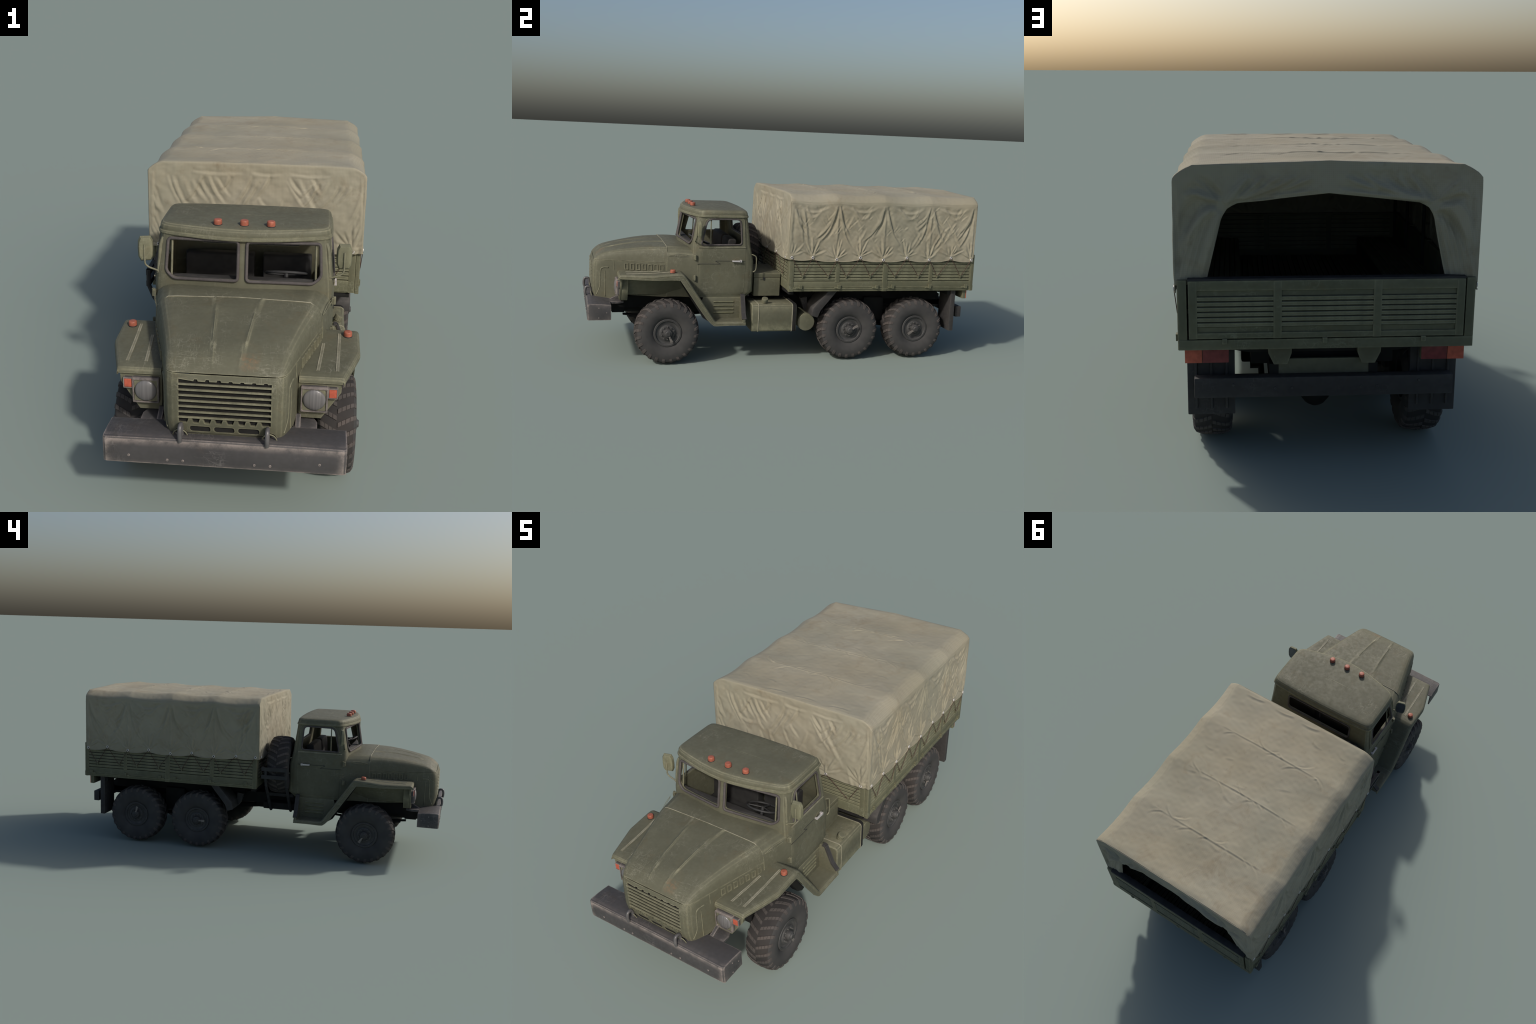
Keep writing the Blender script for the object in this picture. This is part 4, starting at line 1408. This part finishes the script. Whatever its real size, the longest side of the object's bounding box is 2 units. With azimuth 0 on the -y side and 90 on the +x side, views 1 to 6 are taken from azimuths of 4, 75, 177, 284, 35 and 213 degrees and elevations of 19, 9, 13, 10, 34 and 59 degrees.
def cover_sheet():
    ny = 400
    ys = np.linspace(Y0, Y1, ny)
    nz, nt_ = 108, 64
    rs = np.random.default_rng(11)
    ridR = side_ridges(rs)
    ridL = ridR                                        # both sides hang alike
    zz = np.linspace(0, 1, nz)
    yy2 = ys[:, None] * np.ones((1, nz))
    hem = np.array([hem_z(y) for y in ys])
    sag = np.array([hoop_sag(y) for y in ys])
    ztop = .8125 - .007 * sag
    ZZ = hem[:, None] + (ztop - hem)[:, None] * zz[None, :]
    D = fold_limit(1.25 * ridge_field(yy2, ZZ, ridR)) + cloth_noise(yy2, ZZ, 1, .09, .0011) + cloth_noise(yy2, ZZ, 2, .028, .0004)
    edge = np.clip((ys - Y0) / .012, 0, 1) * np.clip((Y1 - ys) / .012, 0, 1)
    D = D * edge[:, None] * np.clip((1 - zz) / .06, 0, 1)[None, :]
    # broad belly of the cloth between hoops
    belly = -.006 * sag[:, None] * np.sin(np.pi * np.clip(zz, 0, 1))[None, :] ** .8
    XS = .4000 - .0000 * zz[None, :] - .0030 * sag[:, None] * zz[None, :] ** 3 + belly * .12 + D
    # top
    prof = []                                          # chamfer + roof profile, half
    knots = [(.3998, .8125), (.3985, .8205), (.3925, .8290), (.3790, .8395), (.3620, .8490), (.3460, .8540), (.3150, .8558), (.15, .8582), (0, .8603)]
    tp = np.array(resample_curve(knots[0:1] + knots[1:], 5))
    G = []
    ridT = []
    rt = np.random.default_rng(5)
    for o in HOOPS[1:4]:
        a_, b_ = rt.uniform(-.34, -.2), rt.uniform(.12, .32)
        ridT.append((bez((a_, o + rt.uniform(-.004, .004)), ((a_ + b_) / 2, o + rt.uniform(-.010, .010)), (b_, o + rt.uniform(-.004, .004)), 14), .0038, .0020))
        for _ in range(10):
            x0 = rt.uniform(-.26, .26); s = rt.choice([-1, 1]); q = rt.choice([-1, 1])
            L = rt.uniform(.02, .07)
            ridT.append((bez((x0, o), (x0 + s * L * .8, o + q * L * .25), (x0 + s * L, o + q * L * .8), 7), .0036, .0022))
    for _ in range(14):
        x0, y0 = rt.uniform(-.3, .3), rt.uniform(.03, .93)
        a = rt.uniform(-.5, .5); L = rt.uniform(.03, .08)
        ridT.append((bez((x0, y0), (x0 + L * .5, y0 + .01), (x0 + L, y0 + L * a), 6), .006, .0011))
    for x0 in (-.12, .02, .18):
        ridT.append((bez((x0, -.005), (x0 + .05, .012), (x0 + .10, .004), 6), .006, .0022))
    rows = []
    for i, y in enumerate(ys):
        fy = .0062 * math.exp(-max(0, y - Y0) / .012)
        right = [(XS[i, k], y - fy * (1 - zz[k]), ZZ[i, k]) for k in range(nz)]
        endr = math.exp(-((Y1 - y) / .010) ** 2) * .0016 + math.exp(-((y - Y0) / .008) ** 2) * .0022
        half = []
        for a, b in tp[1:]:
            f = min(1, a / .36)
            crown_front = 1 - .45 * math.exp(-((y - Y0) / .10) ** 2)
            base_z = b if a > .345 else .854 + (b - .854) * crown_front
            base_z += .0045 * math.exp(-((Y1 - y) / .05) ** 2) * max(0, 1 - a / .34)
            zz_ = base_z - .0068 * sag[i] * (.45 + .55 * f) - endr
            half.append((a - .0040 * sag[i] * f, y, zz_))
        left = [(-x, yv, z) for x, yv, z in half[::-1][1:]]
        lw = [(-x, yv, z) for x, yv, z in right][::-1]
        rows.append(right + half + left + lw)
    G = np.array(rows)
    c0, c1 = nz, G.shape[1] - nz
    U, V = G[:, c0:c1, 0].copy(), G[:, c0:c1, 1].copy()
    T = soft(ridge_field(U, V, ridT)) + cloth_noise(U, V, 4, .16, .0012) + cloth_noise(U, V, 5, .04, .0003)
    G[:, c0:c1, 2] += T * np.clip((V - Y0) / .01, 0, 1) * np.clip((Y1 - V) / .02, 0, 1)
    return G

def densify_cols(G, maxd=.006):
    """insert columns where the profile is coarse (roof)"""
    cols = [G[:, 0]]
    for j in range(1, G.shape[1]):
        d = np.linalg.norm(G[0, j] - G[0, j - 1])
        m = max(1, int(math.ceil(d / maxd)))
        for k in range(1, m + 1):
            cols.append(G[:, j - 1] + (G[:, j] - G[:, j - 1]) * k / m)
    return np.stack(cols, 1)

def cover_sheet_dense():
    # refine knots first so folds on the roof are resolved
    global resample_curve
    rc = resample_curve
    def fine(p, n=5):
        q = rc(p, 5)
        out = [q[0]]
        for a, b in zip(q[:-1], q[1:]):
            m = max(1, int(math.ceil(np.linalg.norm(b - a) / .0055)))
            for k in range(1, m + 1):
                out.append(a + (b - a) * k / m)
        return out
    resample_curve = fine
    G = cover_sheet()
    resample_curve = rc
    return G

def mesh_from_grid(name, G, mat, parent, thick=.0025, flip=False):
    bm = bmesh.new()
    bm_grid(bm, G)
    if flip:
        bmesh.ops.reverse_faces(bm, faces=bm.faces)
    me = bpy.data.meshes.new(name)
    bm.to_mesh(me); bm.free()
    me.shade_smooth()
    o = add(name, me, mat, parent)
    md = o.modifiers.new("cloth_thickness", 'SOLIDIFY')
    md.thickness = thick
    md.offset = -1
    return o

cover = mesh_from_grid("canvas_cover", cover_sheet_dense(), M_CANVAS, None, flip=True)

def top_edge(x):
    a = abs(x)
    return float(np.interp(a, [0, .15, .30, .346, .362, .379, .3925, .3985, .403], [.8548, .8540, .8528, .8513, .8464, .8368, .8262, .8176, .80]))

# front curtain
def front_curtain():
    nx, nz = 230, 96
    xs = np.linspace(-.3985, .3985, nx)
    gx = [-.4015, -.363, -.193, 0, .193, .363, .4015]
    gz = [.529, .5275, .5295, .5225, .5295, .5275, .529]
    hem = np.interp(xs, gx, gz)
    for i, x in enumerate(xs):
        for a, b in zip(gx[:-1], gx[1:]):
            if a <= x <= b and b - a > .1:
                hem[i] -= .005 * math.sin(math.pi * (x - a) / (b - a))
    top = np.array([top_edge(x) for x in xs])
    t = np.linspace(0, 1, nz)
    X = xs[:, None] * np.ones((1, nz))
    Z = hem[:, None] + (top - hem)[:, None] * t[None]
    r = np.random.default_rng(3)
    R = []
    for s in (1, -1):
        # sheaf of pulls falling from the upper corners, uneven in reach and depth
        a = .352
        for k in range(6):
            a -= r.uniform(.014, .040)
            L = r.uniform(.06, .17)
            R.append((bez((s * (a + .010), .806 - r.uniform(0, .03)), (s * (a - .006), .79 - L * .45), (s * (a - L * r.uniform(.35, .62)), .80 - L)), r.uniform(.0048, .0095), r.uniform(.0018, .0048)))
        z0 = .79
        for k in range(6):
            z0 -= r.uniform(.018, .052)
            L = r.uniform(.06, .14)
            R.append((bez((s * (.388 - r.uniform(0, .012)), z0), (s * .376, z0 - L * .5), (s * (.385 - L * r.uniform(.35, .6)), z0 - L)), r.uniform(.0042, .0075), r.uniform(.0022, .0046)))
        R.append((bez((s * .380, .815), (s * .389, .68), (s * .385, .545)), .005, .0028))
    # tents under the roof edge
    for x0, s, L in ((-.145, 1, .09), (-.10, -1, .06), (-.02, -1, .15), (.004, -1, .20), (.045, -1, .10), (.11, 1, .17), (.118, 1, .08), (.15, 1, .22), (-.20, -1, .12), (.20, 1, .07)):
        R.append((bez((x0, .815 - r.uniform(0, .02)), (x0 + s * L * .18, .79 - L * .35), (x0 + s * L * r.uniform(.5, .75), .815 - L)), r.uniform(.0048, .0085), r.uniform(.0020, .0044)))
    for a, b in ((-.24, -.05), (-.02, .10), (.12, .28)):
        R.append((bez((a, .818), ((a + b) / 2, .802), (b, .816)), .0055, .0020))
    R.append((bez((-.27, .70), (-.22, .655), (-.15, .69)), .008, .0026))
    for x0, z0 in zip(gx[1:-1], gz[1:-1]):
        for k in range(7):
            ang = math.radians(-66 + 22 * k + r.uniform(-7, 7)); L = r.uniform(.05, .11)
            R.append((bez((x0, z0 + .014), (x0 + L * .5 * math.sin(ang) + r.uniform(-.005, .005), z0 + .014 + L * .5 * math.cos(ang)), (x0 + L * math.sin(ang), z0 + .014 + L * math.cos(ang)), 6), .0045, .0028))
    for _ in range(14):
        x0, z0 = r.uniform(-.3, .3), r.uniform(.60, .76); s = r.choice([-1, 1]); L = r.uniform(.06, .13)
        R.append((bez((x0, z0), (x0 + s * .01, z0 - L * .5), (x0 + s * .05, z0 - L)), .006, .0020))
    D = soft(1.3 * ridge_field(X, Z, R), .007) + cloth_noise(X, Z, 6, .09, .0011) + cloth_noise(X, Z, 7, .028, .0004)
    D *= (np.clip((.3985 - np.abs(xs)) / .012, 0, 1))[:, None] * np.clip((1 - t) / .05, 0, 1)[None]
    Y = Y0 - .0008 - .0055 * (1 - t)[None] - D + .0022 * np.clip((t - .985) / .015, 0, 1)[None]
    return np.stack([X, Y, Z], 2)
mesh_from_grid("front_curtain", front_curtain(), M_CANVAS, cover, flip=False)

# rear curtain with its opening
def rear_curtain():
    inner = [(.3165, .541), (.3155, .556), (.2775, .712), (.2725, .724), (.2615, .7415), (.249, .749), (.235, .7555), (.115, .7685), (0, .7805)]
    outer = [(.4002, .541), (.4002, .60), (.4002, .74), (.4000, .79), (.3985, .8200), (.386, .8335), (.349, .8535), (.20, .8565), (0, .864)]
    # common parameter, refined
    seg = [16, 44, 6, 6, 6, 8, 30, 36]
    I, O = [], []
    for k, n in enumerate(seg):
        for q in range(n):
            f = q / n
            I.append(np.array(inner[k]) * (1 - f) + np.array(inner[k + 1]) * f)
            O.append(np.array(outer[k]) * (1 - f) + np.array(outer[k + 1]) * f)
    I.append(np.array(inner[-1])); O.append(np.array(outer[-1]))
    I, O = np.array(I), np.array(O)
    m = np.array([-1, 1])
    I = np.vstack([I, (I[:-1] * m)[::-1]]); O = np.vstack([O, (O[:-1] * m)[::-1]])
    t = np.linspace(0, 1, 34)
    P = I[:, None] + (O - I)[:, None] * t[None, :, None]
    X, Z = P[..., 0], P[..., 1]
    R = []
    for s in (1, -1):
        for k in range(5):
            xb = .325 + .014 * k
            R.append((bez((s * (.278 + .012 * k), .735 + .004 * k), (s * (xb - .015), .66), (s * (xb + .008), .545)), .0085, .0120))
        for k in range(4):
            R.append((bez((s * (.285 + .012 * k), .742 + .006 * k), (s * (.325 + .015 * k), .735), (s * (.355 + .01 * k), .672 - .02 * k)), .0085, .0100))
            R.append((bez((s * (.265 - .014 * k), .752 + .004 * k), (s * (.24 - .03 * k), .785), (s * (.205 - .04 * k), .826)), .0090, .0105))
            R.append((bez((s * (.285 + .008 * k), .760), (s * (.305 + .012 * k), .79), (s * (.345 + .008 * k), .815 - .014 * k)), .0070, .0060))
        R.append((bez((s * .23, .762), (s * .12, .778), (s * .02, .789)), .0060, .0050))
        R.append((bez((s * .13, .785), (s * .09, .80), (s * .04, .822)), .0075, .0060))
        R.append((bez((s * .384, .80), (s * .388, .68), (s * .380, .56)), .005, .0026))
    D = soft(1.6 * ridge_field(X, Z, R), .018) + cloth_noise(X, Z, 8, .09, .0012)
    D *= np.clip((1 - t) / .08, 0, 1)[None, :] * np.clip(t / .05, .35, 1)[None, :]
    Y = Y1 + .0025 + np.minimum(D, .011) - .010 * (1 - t)[None] * np.clip((.75 - Z) / .2, 0, 1)
    return np.stack([X, Y, Z], 2)
mesh_from_grid("rear_curtain", rear_curtain(), M_CANVAS, cover, flip=True)

# hem cord, eyelets and lashing
def torus_mesh(R_, r_, axis):
    bm = bmesh.new()
    pts = []
    for k in range(20):
        t = 2 * math.pi * k / 20
        c, s = R_ * math.cos(t), R_ * math.sin(t)
        pts.append((0, c, s) if axis == 'x' else (c, 0, s))
    bm_tube(bm, pts, r_, 8, closed=True)
    bmesh.ops.recalc_face_normals(bm, faces=bm.faces)
    me = bpy.data.meshes.new("eyelet")
    bm.to_mesh(me); bm.free()
    me.shade_smooth()
    me.materials.append(M_GROMMET)
    return me
def disc_mesh(R_, axis):  # black disc set inside each eyelet ring; the cloth is not pierced
    bm = bmesh.new()
    bm_cyl(bm, (0, 0, 0), (1, 0, 0) if axis == 'x' else (0, 1, 0), R_, R_, .0008, 16)
    bmesh.ops.recalc_face_normals(bm, faces=bm.faces)
    me = bpy.data.meshes.new("eyelet_dark_disc")
    bm.to_mesh(me); bm.free()
    me.materials.append(M_EYELET_DISC)
    return me
TX, TY, DX, DY = torus_mesh(.0052, .0020, 'x'), torus_mesh(.0052, .0020, 'y'), disc_mesh(.0046, 'x'), disc_mesh(.0046, 'y')
HOOK_Y = (.051, .185, .281, .410, .544, .675, .780, .913)
for s in (1, -1):
    for gy, gz in GROMMETS:
        e = add("eyelet", TX, None, cover); e.location = (s * .4022, gy, gz)
        d = add("eyelet_dark_disc", DX, None, cover); d.location = (s * .4020 - .0004, gy, gz)
    for i, hy in enumerate(HOOK_Y):
        for g in (GROMMETS[i], GROMMETS[i + 1]):
            sg = 1 if g[0] > hy else -1
            tube("lashing_rope", [(s * .4030, g[0], g[1] - .001), (s * .4020, g[0] + (hy - g[0]) * .2, g[1] - (g[1] - .45) * .2), (s * .3985, hy + sg * .0035, .4465)], .0013, M_ROPE, cover, 6)
    tube("cover_hem", [(s * (.4002), y, hem_z(y) + .001) for y in np.linspace(Y0, Y1, 120)], .0022, M_CANVAS, cover, 6)
FG = [(-.363, .5385), (-.193, .5400), (0, .5330), (.193, .5400), (.363, .5385)]
for gx_, gz_ in FG:
    e = add("eyelet", TY, None, cover); e.location = (gx_, -.0335, gz_)
    d = add("eyelet_dark_disc", DY, None, cover); d.location = (gx_, -.0335, gz_)
for i, hx_ in enumerate((-.30, -.10, .10, .30)):
    for g in (FG[i], FG[i + 1]):
        sg = 1 if g[0] > hx_ else -1
        tube("lashing_rope", [(g[0], -.0345, g[1] - .001), (g[0] + (hx_ - g[0]) * .25, -.0320, g[1] - (g[1] - .445) * .25), (hx_ + sg * .0035, -.0255, .442)], .0013, M_ROPE, cover, 6)

bpy.context.view_layer.update()
